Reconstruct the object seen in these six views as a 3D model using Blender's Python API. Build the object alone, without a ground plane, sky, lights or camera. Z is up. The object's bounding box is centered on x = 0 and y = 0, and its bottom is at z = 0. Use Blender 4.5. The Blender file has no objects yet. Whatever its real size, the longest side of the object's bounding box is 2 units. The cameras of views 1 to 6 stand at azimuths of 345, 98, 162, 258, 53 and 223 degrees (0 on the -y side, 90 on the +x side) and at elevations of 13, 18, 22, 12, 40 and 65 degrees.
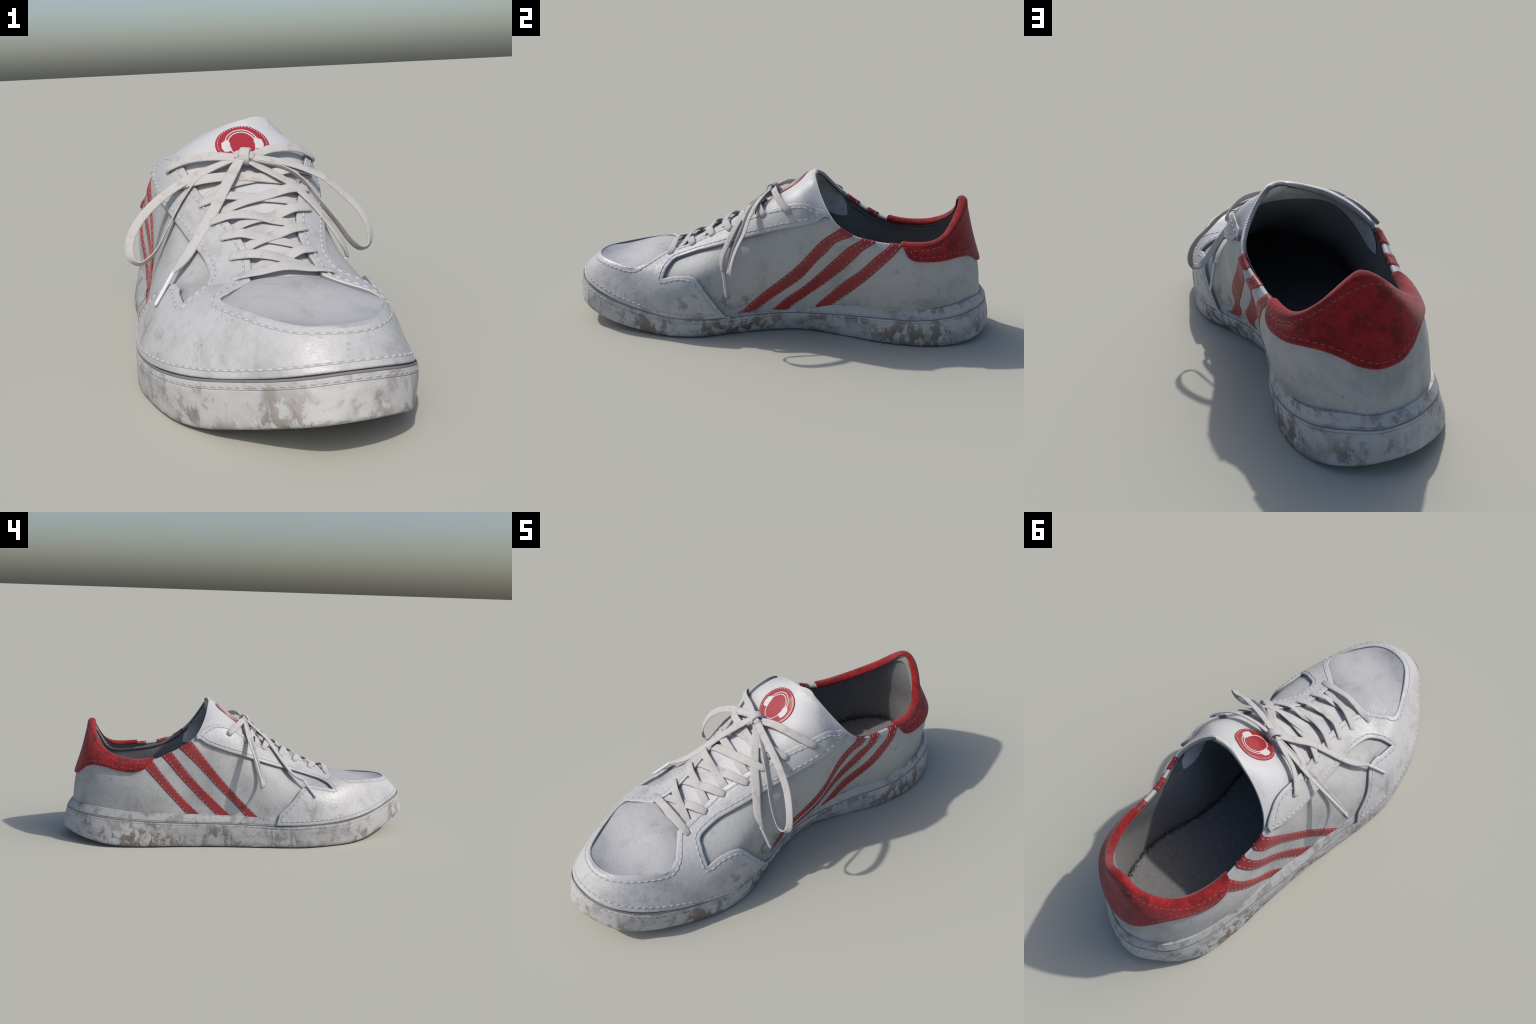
# A worn white leather sneaker with red side stripes, a red suede heel patch and tied flat laces.
# The shoe is built like a real one: a last (smooth rib surface), an upper wrapped on it, a sole,
# a foxing band, leather overlays with bevelled edges, stitches, laces and a lined interior.
import bpy, math, random
import numpy as np
from mathutils import Vector, kdtree, geometry
from mathutils.bvhtree import BVHTree

random.seed(7)
RNG = np.random.default_rng(7)
RIM = 0.011          # radius of the rolled collar edge
RIM_V = 0.08         # how much of v the roll takes beyond v = 1

# ---- the last: control ribs running from the sole edge (first) to the spine or the collar (last).
# rib_00 is the toe, rib_15 the heel; 1..14 go along the +x side, 16..29 come back along the -x side.
LINES = {
    'stripe_R1_front': [(0.252, -0.136, 0.121), (0.250, -0.081, 0.177), (0.277, 0.010, 0.264), (0.298, 0.086, 0.334), (0.301, 0.152, 0.402), (0.302, 0.223, 0.481), (0.311, 0.294, 0.543)],
    'stripe_R1_back': [(0.233, -0.078, 0.121), (0.245, -0.012, 0.181), (0.270, 0.066, 0.246), (0.280, 0.135, 0.303), (0.283, 0.174, 0.353), (0.287, 0.234, 0.419), (0.308, 0.289, 0.485)],
    'stripe_R2_front': [(0.218, 0.011, 0.132), (0.248, 0.076, 0.202), (0.258, 0.156, 0.264), (0.262, 0.234, 0.340), (0.286, 0.301, 0.412), (0.312, 0.355, 0.468)],
    'stripe_R2_back': [(0.214, 0.078, 0.138), (0.232, 0.143, 0.193), (0.237, 0.229, 0.260), (0.260, 0.302, 0.331), (0.289, 0.357, 0.395), (0.310, 0.405, 0.453)],
    'stripe_R3_front': [(0.209, 0.200, 0.152), (0.221, 0.257, 0.207), (0.252, 0.331, 0.285), (0.289, 0.402, 0.351), (0.306, 0.460, 0.416), (0.302, 0.502, 0.460)],
    'stripe_R3_back': [(0.212, 0.272, 0.155), (0.236, 0.337, 0.216), (0.283, 0.415, 0.299), (0.303, 0.468, 0.358), (0.310, 0.520, 0.414), (0.299, 0.559, 0.458)],
    'stripe_L1_front': [(-0.235, 0.319, 0.562), (-0.248, 0.297, 0.546), (-0.262, 0.214, 0.443), (-0.276, 0.142, 0.357), (-0.302, 0.054, 0.261), (-0.342, -0.032, 0.177)],
    'stripe_L1_back': [(-0.254, 0.339, 0.515), (-0.262, 0.261, 0.423), (-0.278, 0.172, 0.325), (-0.300, 0.096, 0.249), (-0.334, 0.018, 0.170)],
    'stripe_L2_front': [(-0.247, 0.402, 0.490), (-0.264, 0.332, 0.397), (-0.269, 0.260, 0.318), (-0.293, 0.172, 0.234), (-0.318, 0.109, 0.174)],
    'stripe_L2_back': [(-0.253, 0.438, 0.456), (-0.266, 0.380, 0.386), (-0.268, 0.308, 0.306), (-0.283, 0.237, 0.232), (-0.308, 0.177, 0.175)],
    'stripe_L3_front': [(-0.221, 0.531, 0.456), (-0.244, 0.513, 0.440), (-0.271, 0.439, 0.352), (-0.274, 0.361, 0.260), (-0.291, 0.273, 0.177)],
    'stripe_L3_back': [(-0.241, 0.562, 0.428), (-0.269, 0.497, 0.356), (-0.278, 0.409, 0.256), (-0.283, 0.340, 0.180)],
    'eyestay_low_R': [(0.324, 0.253, 0.592), (0.316, 0.183, 0.565), (0.310, 0.109, 0.546), (0.301, 0.036, 0.527), (0.284, -0.035, 0.504), (0.262, -0.103, 0.479), (0.239, -0.170, 0.451), (0.218, -0.237, 0.422), (0.198, -0.306, 0.397), (0.179, -0.376, 0.372), (0.179, -0.446, 0.344), (0.230, -0.493, 0.317), (0.280, -0.508, 0.263)],
    'eyestay_low_L': [(-0.249, 0.287, 0.583), (-0.251, 0.221, 0.552), (-0.249, 0.153, 0.526), (-0.244, 0.084, 0.502), (-0.237, 0.015, 0.480), (-0.229, -0.053, 0.457), (-0.219, -0.122, 0.434), (-0.211, -0.191, 0.414), (-0.197, -0.259, 0.391), (-0.193, -0.329, 0.374), (-0.200, -0.399, 0.354), (-0.236, -0.453, 0.327), (-0.294, -0.483, 0.303)],
    'eyestay_up_R': [(0.100, -0.508, 0.342), (0.100, -0.442, 0.373), (0.097, -0.375, 0.404), (0.101, -0.310, 0.435), (0.121, -0.249, 0.471), (0.147, -0.192, 0.508), (0.175, -0.132, 0.539), (0.204, -0.072, 0.570), (0.231, -0.011, 0.599), (0.261, 0.050, 0.626), (0.284, 0.114, 0.647), (0.279, 0.183, 0.625), (0.281, 0.249, 0.592)],
    'eyestay_up_L': [(-0.106, -0.503, 0.350), (-0.081, -0.437, 0.371), (-0.077, -0.375, 0.412), (-0.084, -0.310, 0.449), (-0.096, -0.241, 0.475), (-0.111, -0.170, 0.496), (-0.127, -0.101, 0.519), (-0.142, -0.034, 0.549), (-0.166, 0.010, 0.601), (-0.171, 0.075, 0.632), (-0.173, 0.148, 0.649), (-0.191, 0.219, 0.639), (-0.222, 0.282, 0.613)],
    'vamp': [(-0.106, -0.518, 0.359), (-0.139, -0.539, 0.343), (-0.183, -0.574, 0.340), (-0.213, -0.619, 0.336), (-0.190, -0.670, 0.329), (-0.163, -0.720, 0.323), (-0.136, -0.769, 0.318), (-0.105, -0.816, 0.316), (-0.066, -0.857, 0.316), (-0.014, -0.877, 0.315), (0.043, -0.878, 0.314), (0.095, -0.859, 0.312), (0.136, -0.820, 0.306), (0.169, -0.774, 0.300), (0.197, -0.726, 0.298), (0.223, -0.677, 0.300), (0.212, -0.623, 0.306), (0.172, -0.585, 0.317), (0.129, -0.552, 0.334), (0.101, -0.527, 0.341)],
    'wing_L': [(-0.298, -0.498, 0.301), (-0.295, -0.465, 0.306), (-0.292, -0.432, 0.308), (-0.290, -0.400, 0.312), (-0.285, -0.381, 0.319), (-0.282, -0.349, 0.314), (-0.296, -0.319, 0.316), (-0.317, -0.295, 0.311), (-0.335, -0.274, 0.293), (-0.344, -0.254, 0.268), (-0.357, -0.233, 0.247), (-0.365, -0.208, 0.226), (-0.371, -0.184, 0.205), (-0.376, -0.160, 0.183)],
    'wing_R': [(0.280, -0.508, 0.263), (0.286, -0.474, 0.279), (0.286, -0.437, 0.285), (0.293, -0.400, 0.289), (0.293, -0.363, 0.281), (0.311, -0.335, 0.264), (0.312, -0.313, 0.233), (0.311, -0.291, 0.201), (0.303, -0.271, 0.170), (0.287, -0.254, 0.140), (0.271, -0.236, 0.110), (0.255, -0.219, 0.081)],
    'patch': [(0.300, 0.574, 0.468), (0.302, 0.586, 0.438), (0.306, 0.606, 0.417), (0.312, 0.640, 0.406), (0.317, 0.691, 0.406), (0.302, 0.756, 0.410), (0.269, 0.813, 0.417), (0.222, 0.860, 0.414), (0.170, 0.897, 0.395), (0.116, 0.925, 0.366), (0.053, 0.940, 0.351), (-0.013, 0.937, 0.358), (-0.069, 0.914, 0.383), (-0.112, 0.874, 0.415), (-0.154, 0.824, 0.429), (-0.189, 0.768, 0.423), (-0.222, 0.711, 0.411), (-0.245, 0.648, 0.405), (-0.251, 0.584, 0.416), (-0.240, 0.531, 0.455)],
    'tongue': [(0.213, 0.209, 0.712), (0.175, 0.183, 0.750), (0.124, 0.159, 0.763), (0.065, 0.158, 0.754), (0.008, 0.168, 0.742), (-0.043, 0.194, 0.726), (-0.088, 0.223, 0.700), (-0.131, 0.249, 0.668), (-0.175, 0.274, 0.637), (-0.218, 0.299, 0.604)],
    'collar': [(0.292, 0.266, 0.593), (0.301, 0.349, 0.531), (0.294, 0.445, 0.490), (0.288, 0.549, 0.482), (0.273, 0.652, 0.489), (0.239, 0.748, 0.508), (0.183, 0.814, 0.565), (0.105, 0.847, 0.625), (0.030, 0.837, 0.621), (-0.050, 0.807, 0.561), (-0.120, 0.756, 0.507), (-0.157, 0.662, 0.480), (-0.191, 0.564, 0.467), (-0.211, 0.473, 0.491), (-0.216, 0.383, 0.543), (-0.213, 0.296, 0.599)],
}
SOLE_TOP = [(-0.007, -0.971, 0.223), (0.088, -0.961, 0.216), (0.175, -0.913, 0.194), (0.246, -0.824, 0.163), (0.294, -0.687, 0.130), (0.324, -0.515, 0.100), (0.323, -0.337, 0.086), (0.271, -0.163, 0.092), (0.210, 0.005, 0.095), (0.206, 0.178, 0.101), (0.240, 0.359, 0.111), (0.287, 0.522, 0.121), (0.292, 0.668, 0.122), (0.262, 0.793, 0.131), (0.224, 0.879, 0.149), (0.158, 0.930, 0.154), (0.074, 0.965, 0.153), (-0.020, 0.973, 0.164), (-0.110, 0.933, 0.164), (-0.192, 0.861, 0.159), (-0.248, 0.741, 0.149), (-0.283, 0.561, 0.136), (-0.317, 0.348, 0.131), (-0.346, 0.134, 0.129), (-0.364, -0.058, 0.119), (-0.401, -0.220, 0.118), (-0.411, -0.370, 0.126), (-0.388, -0.521, 0.133), (-0.327, -0.663, 0.148), (-0.241, -0.786, 0.172), (-0.160, -0.887, 0.197), (-0.090, -0.953, 0.217)]
SOLE_LOW = [(0.009, -0.996, 0.117), (0.110, -0.969, 0.106), (0.196, -0.907, 0.082), (0.252, -0.797, 0.048), (0.300, -0.645, 0.024), (0.336, -0.479, 0.013), (0.321, -0.327, 0.008), (0.256, -0.185, 0.009), (0.197, -0.028, 0.007), (0.170, 0.137, 0.010), (0.216, 0.320, 0.005), (0.281, 0.516, 0.006), (0.296, 0.702, 0.007), (0.257, 0.847, 0.014), (0.194, 0.930, 0.030), (0.117, 0.970, 0.039), (0.038, 0.993, 0.054), (-0.039, 0.993, 0.062), (-0.122, 0.951, 0.053), (-0.210, 0.877, 0.040), (-0.275, 0.766, 0.022), (-0.304, 0.604, 0.008), (-0.318, 0.392, 0.005), (-0.343, 0.151, 0.004), (-0.386, -0.088, 0.006), (-0.415, -0.291, 0.006), (-0.400, -0.451, 0.010), (-0.363, -0.590, 0.013), (-0.303, -0.712, 0.031), (-0.225, -0.824, 0.063), (-0.148, -0.924, 0.095), (-0.076, -0.987, 0.115)]
FOXING = [(0.276, -0.245, 0.116), (0.232, -0.108, 0.113), (0.203, 0.049, 0.128), (0.207, 0.225, 0.148), (0.244, 0.415, 0.160), (0.275, 0.601, 0.168), (0.268, 0.755, 0.179), (0.227, 0.856, 0.197), (0.165, 0.911, 0.204), (0.091, 0.944, 0.196), (0.014, 0.957, 0.201), (-0.058, 0.940, 0.204), (-0.128, 0.903, 0.205), (-0.188, 0.842, 0.206), (-0.232, 0.745, 0.199), (-0.265, 0.610, 0.187), (-0.286, 0.445, 0.179), (-0.307, 0.267, 0.175), (-0.331, 0.096, 0.171), (-0.356, -0.055, 0.165), (-0.381, -0.180, 0.167)]
LAST = {
    'rib_00': [(0.023, -0.973, 0.225), (0.035, -0.912, 0.286), (0.044, -0.883, 0.315), (0.045, -0.842, 0.296), (0.041, -0.789, 0.286), (0.036, -0.747, 0.291), (0.030, -0.728, 0.300)],
    'rib_01': [(0.178, -0.925, 0.200), (0.158, -0.865, 0.266), (0.154, -0.828, 0.300), (0.142, -0.789, 0.294), (0.113, -0.744, 0.290), (0.075, -0.709, 0.297), (0.035, -0.703, 0.303)],
    'rib_02': [(0.262, -0.779, 0.146), (0.234, -0.731, 0.219), (0.227, -0.699, 0.277), (0.208, -0.674, 0.301), (0.156, -0.645, 0.304), (0.092, -0.625, 0.315), (0.029, -0.624, 0.326)],
    'rib_03': [(0.306, -0.575, 0.106), (0.308, -0.559, 0.194), (0.279, -0.541, 0.255), (0.228, -0.526, 0.298), (0.158, -0.515, 0.320), (0.082, -0.513, 0.342), (0.007, -0.519, 0.347)],
    'rib_04': [(0.333, -0.384, 0.083), (0.337, -0.389, 0.202), (0.308, -0.380, 0.277), (0.239, -0.370, 0.326), (0.161, -0.365, 0.366), (0.084, -0.370, 0.397), (0.006, -0.380, 0.397)],
    'rib_05': [(0.280, -0.204, 0.091), (0.274, -0.218, 0.211), (0.281, -0.212, 0.310), (0.252, -0.204, 0.391), (0.192, -0.204, 0.461), (0.115, -0.205, 0.500), (0.022, -0.205, 0.491)],
    'rib_06': [(0.215, -0.066, 0.096), (0.259, -0.069, 0.219), (0.288, -0.063, 0.342), (0.281, -0.057, 0.463), (0.235, -0.051, 0.563), (0.151, -0.044, 0.615), (0.039, -0.035, 0.600)],
    'rib_07': [(0.190, 0.046, 0.096), (0.272, 0.049, 0.223), (0.316, 0.056, 0.357), (0.310, 0.060, 0.500), (0.279, 0.064, 0.626), (0.199, 0.072, 0.694), (0.058, 0.074, 0.695)],
    'rib_08': [(0.190, 0.137, 0.100), (0.254, 0.140, 0.232), (0.307, 0.143, 0.360), (0.320, 0.141, 0.493), (0.303, 0.136, 0.620), (0.230, 0.142, 0.711), (0.091, 0.171, 0.759)],
    'rib_09': [(0.197, 0.216, 0.103), (0.222, 0.215, 0.234), (0.266, 0.209, 0.351), (0.304, 0.200, 0.456), (0.315, 0.188, 0.551), (0.274, 0.174, 0.653), (0.156, 0.156, 0.790)],
    'rib_10': [(0.207, 0.322, 0.109), (0.223, 0.319, 0.225), (0.251, 0.310, 0.333), (0.281, 0.297, 0.417), (0.309, 0.281, 0.480), (0.333, 0.264, 0.525), (0.337, 0.251, 0.559)],
    'rib_11': [(0.251, 0.460, 0.119), (0.281, 0.454, 0.217), (0.305, 0.447, 0.309), (0.299, 0.440, 0.381), (0.302, 0.431, 0.424), (0.307, 0.419, 0.449), (0.288, 0.409, 0.474)],
    'rib_12': [(0.283, 0.618, 0.121), (0.304, 0.617, 0.221), (0.324, 0.617, 0.313), (0.321, 0.619, 0.380), (0.319, 0.614, 0.414), (0.315, 0.609, 0.436), (0.298, 0.608, 0.467)],
    'rib_13': [(0.253, 0.791, 0.130), (0.264, 0.789, 0.236), (0.285, 0.792, 0.337), (0.301, 0.792, 0.409), (0.288, 0.771, 0.442), (0.272, 0.754, 0.450), (0.263, 0.753, 0.459)],
    'rib_14': [(0.171, 0.916, 0.155), (0.168, 0.910, 0.248), (0.174, 0.910, 0.340), (0.176, 0.890, 0.422), (0.153, 0.859, 0.497), (0.127, 0.848, 0.572), (0.116, 0.859, 0.635)],
    'rib_15': [(0.022, 0.967, 0.158), (0.025, 0.954, 0.249), (0.026, 0.941, 0.337), (0.024, 0.905, 0.419), (0.017, 0.881, 0.511), (0.015, 0.862, 0.591), (0.031, 0.835, 0.635)],
    'rib_16': [(-0.121, 0.922, 0.167), (-0.113, 0.911, 0.254), (-0.109, 0.908, 0.340), (-0.103, 0.891, 0.414), (-0.090, 0.868, 0.474), (-0.071, 0.850, 0.518), (-0.046, 0.832, 0.549)],
    'rib_17': [(-0.230, 0.784, 0.153), (-0.221, 0.777, 0.243), (-0.214, 0.771, 0.328), (-0.204, 0.760, 0.391), (-0.195, 0.747, 0.427), (-0.187, 0.739, 0.444), (-0.174, 0.739, 0.455)],
    'rib_18': [(-0.259, 0.592, 0.137), (-0.274, 0.593, 0.226), (-0.278, 0.591, 0.310), (-0.263, 0.583, 0.374), (-0.253, 0.570, 0.412), (-0.241, 0.554, 0.431), (-0.219, 0.539, 0.445)],
    'rib_19': [(-0.286, 0.439, 0.132), (-0.286, 0.437, 0.219), (-0.281, 0.434, 0.304), (-0.269, 0.429, 0.378), (-0.262, 0.424, 0.434), (-0.247, 0.421, 0.473), (-0.219, 0.417, 0.504)],
    'rib_20': [(-0.291, 0.328, 0.129), (-0.269, 0.319, 0.221), (-0.262, 0.312, 0.318), (-0.260, 0.308, 0.413), (-0.261, 0.303, 0.495), (-0.265, 0.294, 0.551), (-0.257, 0.282, 0.579)],
    'rib_21': [(-0.318, 0.230, 0.132), (-0.279, 0.225, 0.231), (-0.270, 0.222, 0.343), (-0.265, 0.218, 0.458), (-0.243, 0.214, 0.566), (-0.186, 0.208, 0.656), (-0.083, 0.198, 0.718)],
    'rib_22': [(-0.326, 0.136, 0.129), (-0.296, 0.141, 0.237), (-0.278, 0.145, 0.361), (-0.255, 0.145, 0.491), (-0.211, 0.142, 0.615), (-0.096, 0.148, 0.714), (0.132, 0.165, 0.790)],
    'rib_23': [(-0.342, 0.043, 0.126), (-0.307, 0.048, 0.234), (-0.274, 0.053, 0.357), (-0.236, 0.054, 0.492), (-0.188, 0.055, 0.615), (-0.090, 0.071, 0.681), (0.053, 0.087, 0.682)],
    'rib_24': [(-0.371, -0.086, 0.119), (-0.341, -0.084, 0.231), (-0.293, -0.078, 0.337), (-0.228, -0.066, 0.433), (-0.152, -0.051, 0.514), (-0.067, -0.039, 0.575), (0.036, -0.034, 0.599)],
    'rib_25': [(-0.405, -0.269, 0.118), (-0.367, -0.263, 0.231), (-0.311, -0.251, 0.308), (-0.228, -0.236, 0.362), (-0.148, -0.228, 0.432), (-0.075, -0.223, 0.496), (0.016, -0.209, 0.499)],
    'rib_26': [(-0.403, -0.484, 0.130), (-0.361, -0.461, 0.244), (-0.301, -0.440, 0.299), (-0.221, -0.421, 0.319), (-0.146, -0.406, 0.353), (-0.075, -0.395, 0.391), (0.003, -0.383, 0.404)],
    'rib_27': [(-0.315, -0.681, 0.148), (-0.274, -0.633, 0.249), (-0.242, -0.602, 0.319), (-0.199, -0.576, 0.337), (-0.135, -0.546, 0.329), (-0.065, -0.526, 0.338), (0.005, -0.522, 0.357)],
    'rib_28': [(-0.202, -0.823, 0.180), (-0.182, -0.786, 0.262), (-0.166, -0.748, 0.311), (-0.146, -0.708, 0.323), (-0.104, -0.667, 0.323), (-0.047, -0.635, 0.328), (0.019, -0.622, 0.324)],
    'rib_29': [(-0.108, -0.947, 0.217), (-0.093, -0.895, 0.288), (-0.078, -0.855, 0.312), (-0.062, -0.807, 0.297), (-0.040, -0.754, 0.293), (-0.011, -0.713, 0.301), (0.025, -0.702, 0.302)],
}

NET = np.array([LAST[k] for k in sorted(LAST)])
NU, NV = NET.shape[:2]
U_TOP = 8 / NU           # rib where the spine ends at the top of the tongue
U_COR = 10 / NU          # tongue corner on the +x side; its mirror is 20 / NU


# ------------------------------------------------------------------ surface of the last
def _w(f):
    return [(1 - f) ** 3 / 6, (3 * f ** 3 - 6 * f ** 2 + 4) / 6, (-3 * f ** 3 + 3 * f ** 2 + 3 * f + 1) / 6, f ** 3 / 6]


def last_point(u, v):
    u, v = np.broadcast_arrays(np.asarray(u, float), np.asarray(v, float))
    x = (u % 1.0) * NU
    i = np.floor(x).astype(int)
    wu = _w(x - i)
    y = np.clip(v, 0, 1) * (NV - 1)
    j = np.minimum(np.floor(y).astype(int), NV - 2)
    wv = _w(y - j)
    ext = np.concatenate([2 * NET[:, :1] - NET[:, 1:2], NET, 2 * NET[:, -1:] - NET[:, -2:-1]], 1)
    P = np.zeros(u.shape + (3,))
    for a in range(4):
        for b in range(4):
            P += (wu[a] * wv[b])[..., None] * ext[(i + a - 1) % NU, j + b]
    return P


def unit(a):
    return a / (np.linalg.norm(a, axis=-1, keepdims=True) + 1e-12)


def surf(u, v):
    """Point and outward normal; v beyond 1 rolls over the rim to the inside."""
    u, v = np.broadcast_arrays(np.asarray(u, float), np.asarray(v, float))
    vc = np.clip(v, 0, 1)
    P = last_point(u, vc)
    e = 1e-3
    du = last_point(u + e, np.minimum(vc, 0.999)) - last_point(u - e, np.minimum(vc, 0.999))
    va, vb = np.clip(vc - e, 0, 1), np.clip(vc + e, 0, 1)
    dv = last_point(u, vb) - last_point(u, va)
    N = unit(np.cross(du, dv))
    over = v > 1
    if over.any():
        phi = (np.where(over, v, 1) - 1) / RIM_V * math.pi
        tv = unit(dv - N * (dv * N).sum(-1, keepdims=True))
        c, s = np.cos(phi)[..., None], np.sin(phi)[..., None]
        P = np.where(over[..., None], P + RIM * ((c - 1) * N + s * tv), P)
        N = np.where(over[..., None], c * N + s * tv, N)
    return P, N


GU, GV = 720, 90
VG = 1 - (1 - np.linspace(0, 1, GV)) ** 1.35       # rows crowd towards the edge of the opening
uu, vv = np.meshgrid(np.arange(GU) / GU, VG, indexing="ij")
BASE_P, BASE_N = surf(uu, vv)
# both halves share one spine line
for _i in range(1, int(round(U_TOP * GU)) + 1):
    _m = 0.5 * (BASE_P[_i, -1] + BASE_P[GU - _i, -1])
    _f = np.clip((VG - 0.75) / 0.25, 0, 1)[:, None] ** 2
    for _k in (_i, GU - _i):
        BASE_P[_k] += (_m - BASE_P[_k, -1]) * _f
# the top of the tongue: one smooth edge across the spine
_kt, _W = int(round(U_TOP * GU)), 22
_ids = list(range(GU - _kt - _W, GU - _kt + 1)) + list(range(_kt + 1, _kt + _W + 1))
_edge = BASE_P[_ids, -1].copy()
_sm = _edge.copy()
for _ in range(160):
    _sm[1:-1] = 0.5 * _sm[1:-1] + 0.25 * (_sm[2:] + _sm[:-2])
EDGE_SHIFT = {i: d for i, d in zip(_ids, _sm - _edge)}
EDGE_SHIFT[_kt] = EDGE_SHIFT[GU - _kt]
for _j in range(1, 15):      # the spine just below follows
    for _k in (_kt - _j, GU - _kt + _j):
        EDGE_SHIFT[_k] = EDGE_SHIFT[_kt] * (1 - _j / 15) ** 2
for _i, _d in EDGE_SHIFT.items():
    _f = np.clip((VG - 0.6) / 0.4, 0, 1)[:, None] ** 2
    BASE_P[_i] += _d * _f
_tree = kdtree.KDTree(GU * GV)
for _k, _p in enumerate(BASE_P.reshape(-1, 3)):
    _tree.insert(_p, _k)
_tree.balance()


def to_uv(points, lo=0.0):
    """(u, v) of the nearest surface points, u unwrapped into [lo, lo + 1)."""
    out = []
    for p in np.asarray(points, float):
        k = _tree.find(p)[1]
        u, v = (k // GV) / GU, VG[k % GV]
        for _ in range(6):
            P, N = surf(u, v)
            e = 5e-4
            du = (last_point(u + e, v) - last_point(u - e, v)) / (2 * e)
            dv = (last_point(u, min(v + e, 1)) - last_point(u, max(v - e, 0))) / (min(v + e, 1) - max(v - e, 0))
            J = np.stack([du, dv], 1)
            d = np.linalg.solve(J.T @ J + np.diag([1e-5, 1e-5]), J.T @ (p - P))
            u += float(np.clip(d[0], -0.02, 0.02))
            v = float(np.clip(v + np.clip(d[1], -0.1, 0.1), 0, 1))
        out.append(((u - lo) % 1.0 + lo, v))
    return np.array(out)


def lift(p, h):
    """Point at height h over the last nearest to p."""
    (u, v), = to_uv([p])
    P, N = surf(u, v)
    return P + N * h, N


# ------------------------------------------------------------------ curve helpers
def spline(pts, n, closed=False):
    p = np.asarray(pts, float)
    if closed:
        p = np.concatenate([p[-1:], p, p[:2]])
    else:
        p = np.concatenate([2 * p[:1] - p[1:2], p, 2 * p[-1:] - p[-2:-1]])
    t = np.r_[0, np.cumsum(np.maximum(np.linalg.norm(np.diff(p, axis=0), axis=1), 1e-6) ** 0.5)]
    q = np.linspace(t[1], t[-2], n, endpoint=not closed)
    k = np.clip(np.searchsorted(t, q, side="right") - 1, 1, len(p) - 3)
    out = np.zeros((n, p.shape[1]))
    P0, P1, P2, P3 = p[k - 1], p[k], p[k + 1], p[k + 2]
    T0, T1, T2, T3 = (t[k + a][:, None] for a in (-1, 0, 1, 2))
    q = q[:, None]
    A1 = (T1 - q) / (T1 - T0) * P0 + (q - T0) / (T1 - T0) * P1
    A2 = (T2 - q) / (T2 - T1) * P1 + (q - T1) / (T2 - T1) * P2
    A3 = (T3 - q) / (T3 - T2) * P2 + (q - T2) / (T3 - T2) * P3
    B1 = (T2 - q) / (T2 - T0) * A1 + (q - T0) / (T2 - T0) * A2
    B2 = (T3 - q) / (T3 - T1) * A2 + (q - T1) / (T3 - T1) * A3
    return (T2 - q) / (T2 - T1) * B1 + (q - T1) / (T2 - T1) * B2


def resample(poly, step, closed=True):
    p = np.asarray(poly, float)
    if closed:
        p = np.concatenate([p, p[:1]])
    s = np.r_[0, np.cumsum(np.linalg.norm(np.diff(p, axis=0), axis=1))]
    n = max(4, int(round(s[-1] / step)))
    q = np.linspace(0, s[-1], n, endpoint=not closed)
    return np.stack([np.interp(q, s, p[:, i]) for i in range(p.shape[1])], 1)


def inside(pts, poly):
    x, y = pts[:, 0], pts[:, 1]
    r = np.zeros(len(pts), bool)
    a, b = poly, np.roll(poly, -1, 0)
    for (x1, y1), (x2, y2) in zip(a, b):
        if y1 == y2:
            continue
        c = ((y1 > y) != (y2 > y)) & (x < (x2 - x1) * (y - y1) / (y2 - y1) + x1)
        r ^= c
    return r


def dist_to_poly(pts, poly):
    d = np.full(len(pts), 1e9)
    a, b = poly, np.roll(poly, -1, 0)
    for p, q in zip(a, b):
        e = q - p
        t = np.clip(((pts - p) @ e) / (e @ e + 1e-15), 0, 1)
        d = np.minimum(d, np.linalg.norm(pts - (p + t[:, None] * e), axis=1))
    return d


# ------------------------------------------------------------------ objects
ROOT = bpy.data.objects.new("sneaker", None)
bpy.context.scene.collection.objects.link(ROOT)
ROOT["label"] = "worn white leather sneaker with red stripes and tied laces"
ROOT["category"] = "shoe"


def make(name, verts, faces, mat, parent=None, smooth=True, stuff=False, normals=None, sharp=None):
    me = bpy.data.meshes.new(name)
    me.from_pydata([tuple(map(float, v)) for v in verts], [], [tuple(map(int, f)) for f in faces])
    me.update()
    if smooth:
        me.polygons.foreach_set("use_smooth", np.ones(len(me.polygons), bool))
    me.materials.append(mat)
    if sharp:
        me.set_sharp_from_angle(angle=math.radians(sharp))
    if normals is not None:
        me.normals_split_custom_set_from_vertices([tuple(map(float, n)) for n in normals])
    ob = bpy.data.objects.new(name, me)
    bpy.context.scene.collection.objects.link(ob)
    ob.parent = parent or ROOT
    if stuff:
        ob["kind"] = "stuff"
    return ob


def grid_faces(a, b, closed_a=False, closed_b=False, flip=False):
    f = []
    for i in range(a if closed_a else a - 1):
        for j in range(b if closed_b else b - 1):
            i2, j2 = (i + 1) % a, (j + 1) % b
            q = (i * b + j, i2 * b + j, i2 * b + j2, i * b + j2)
            f.append(q[::-1] if flip else q)
    return f


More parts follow.
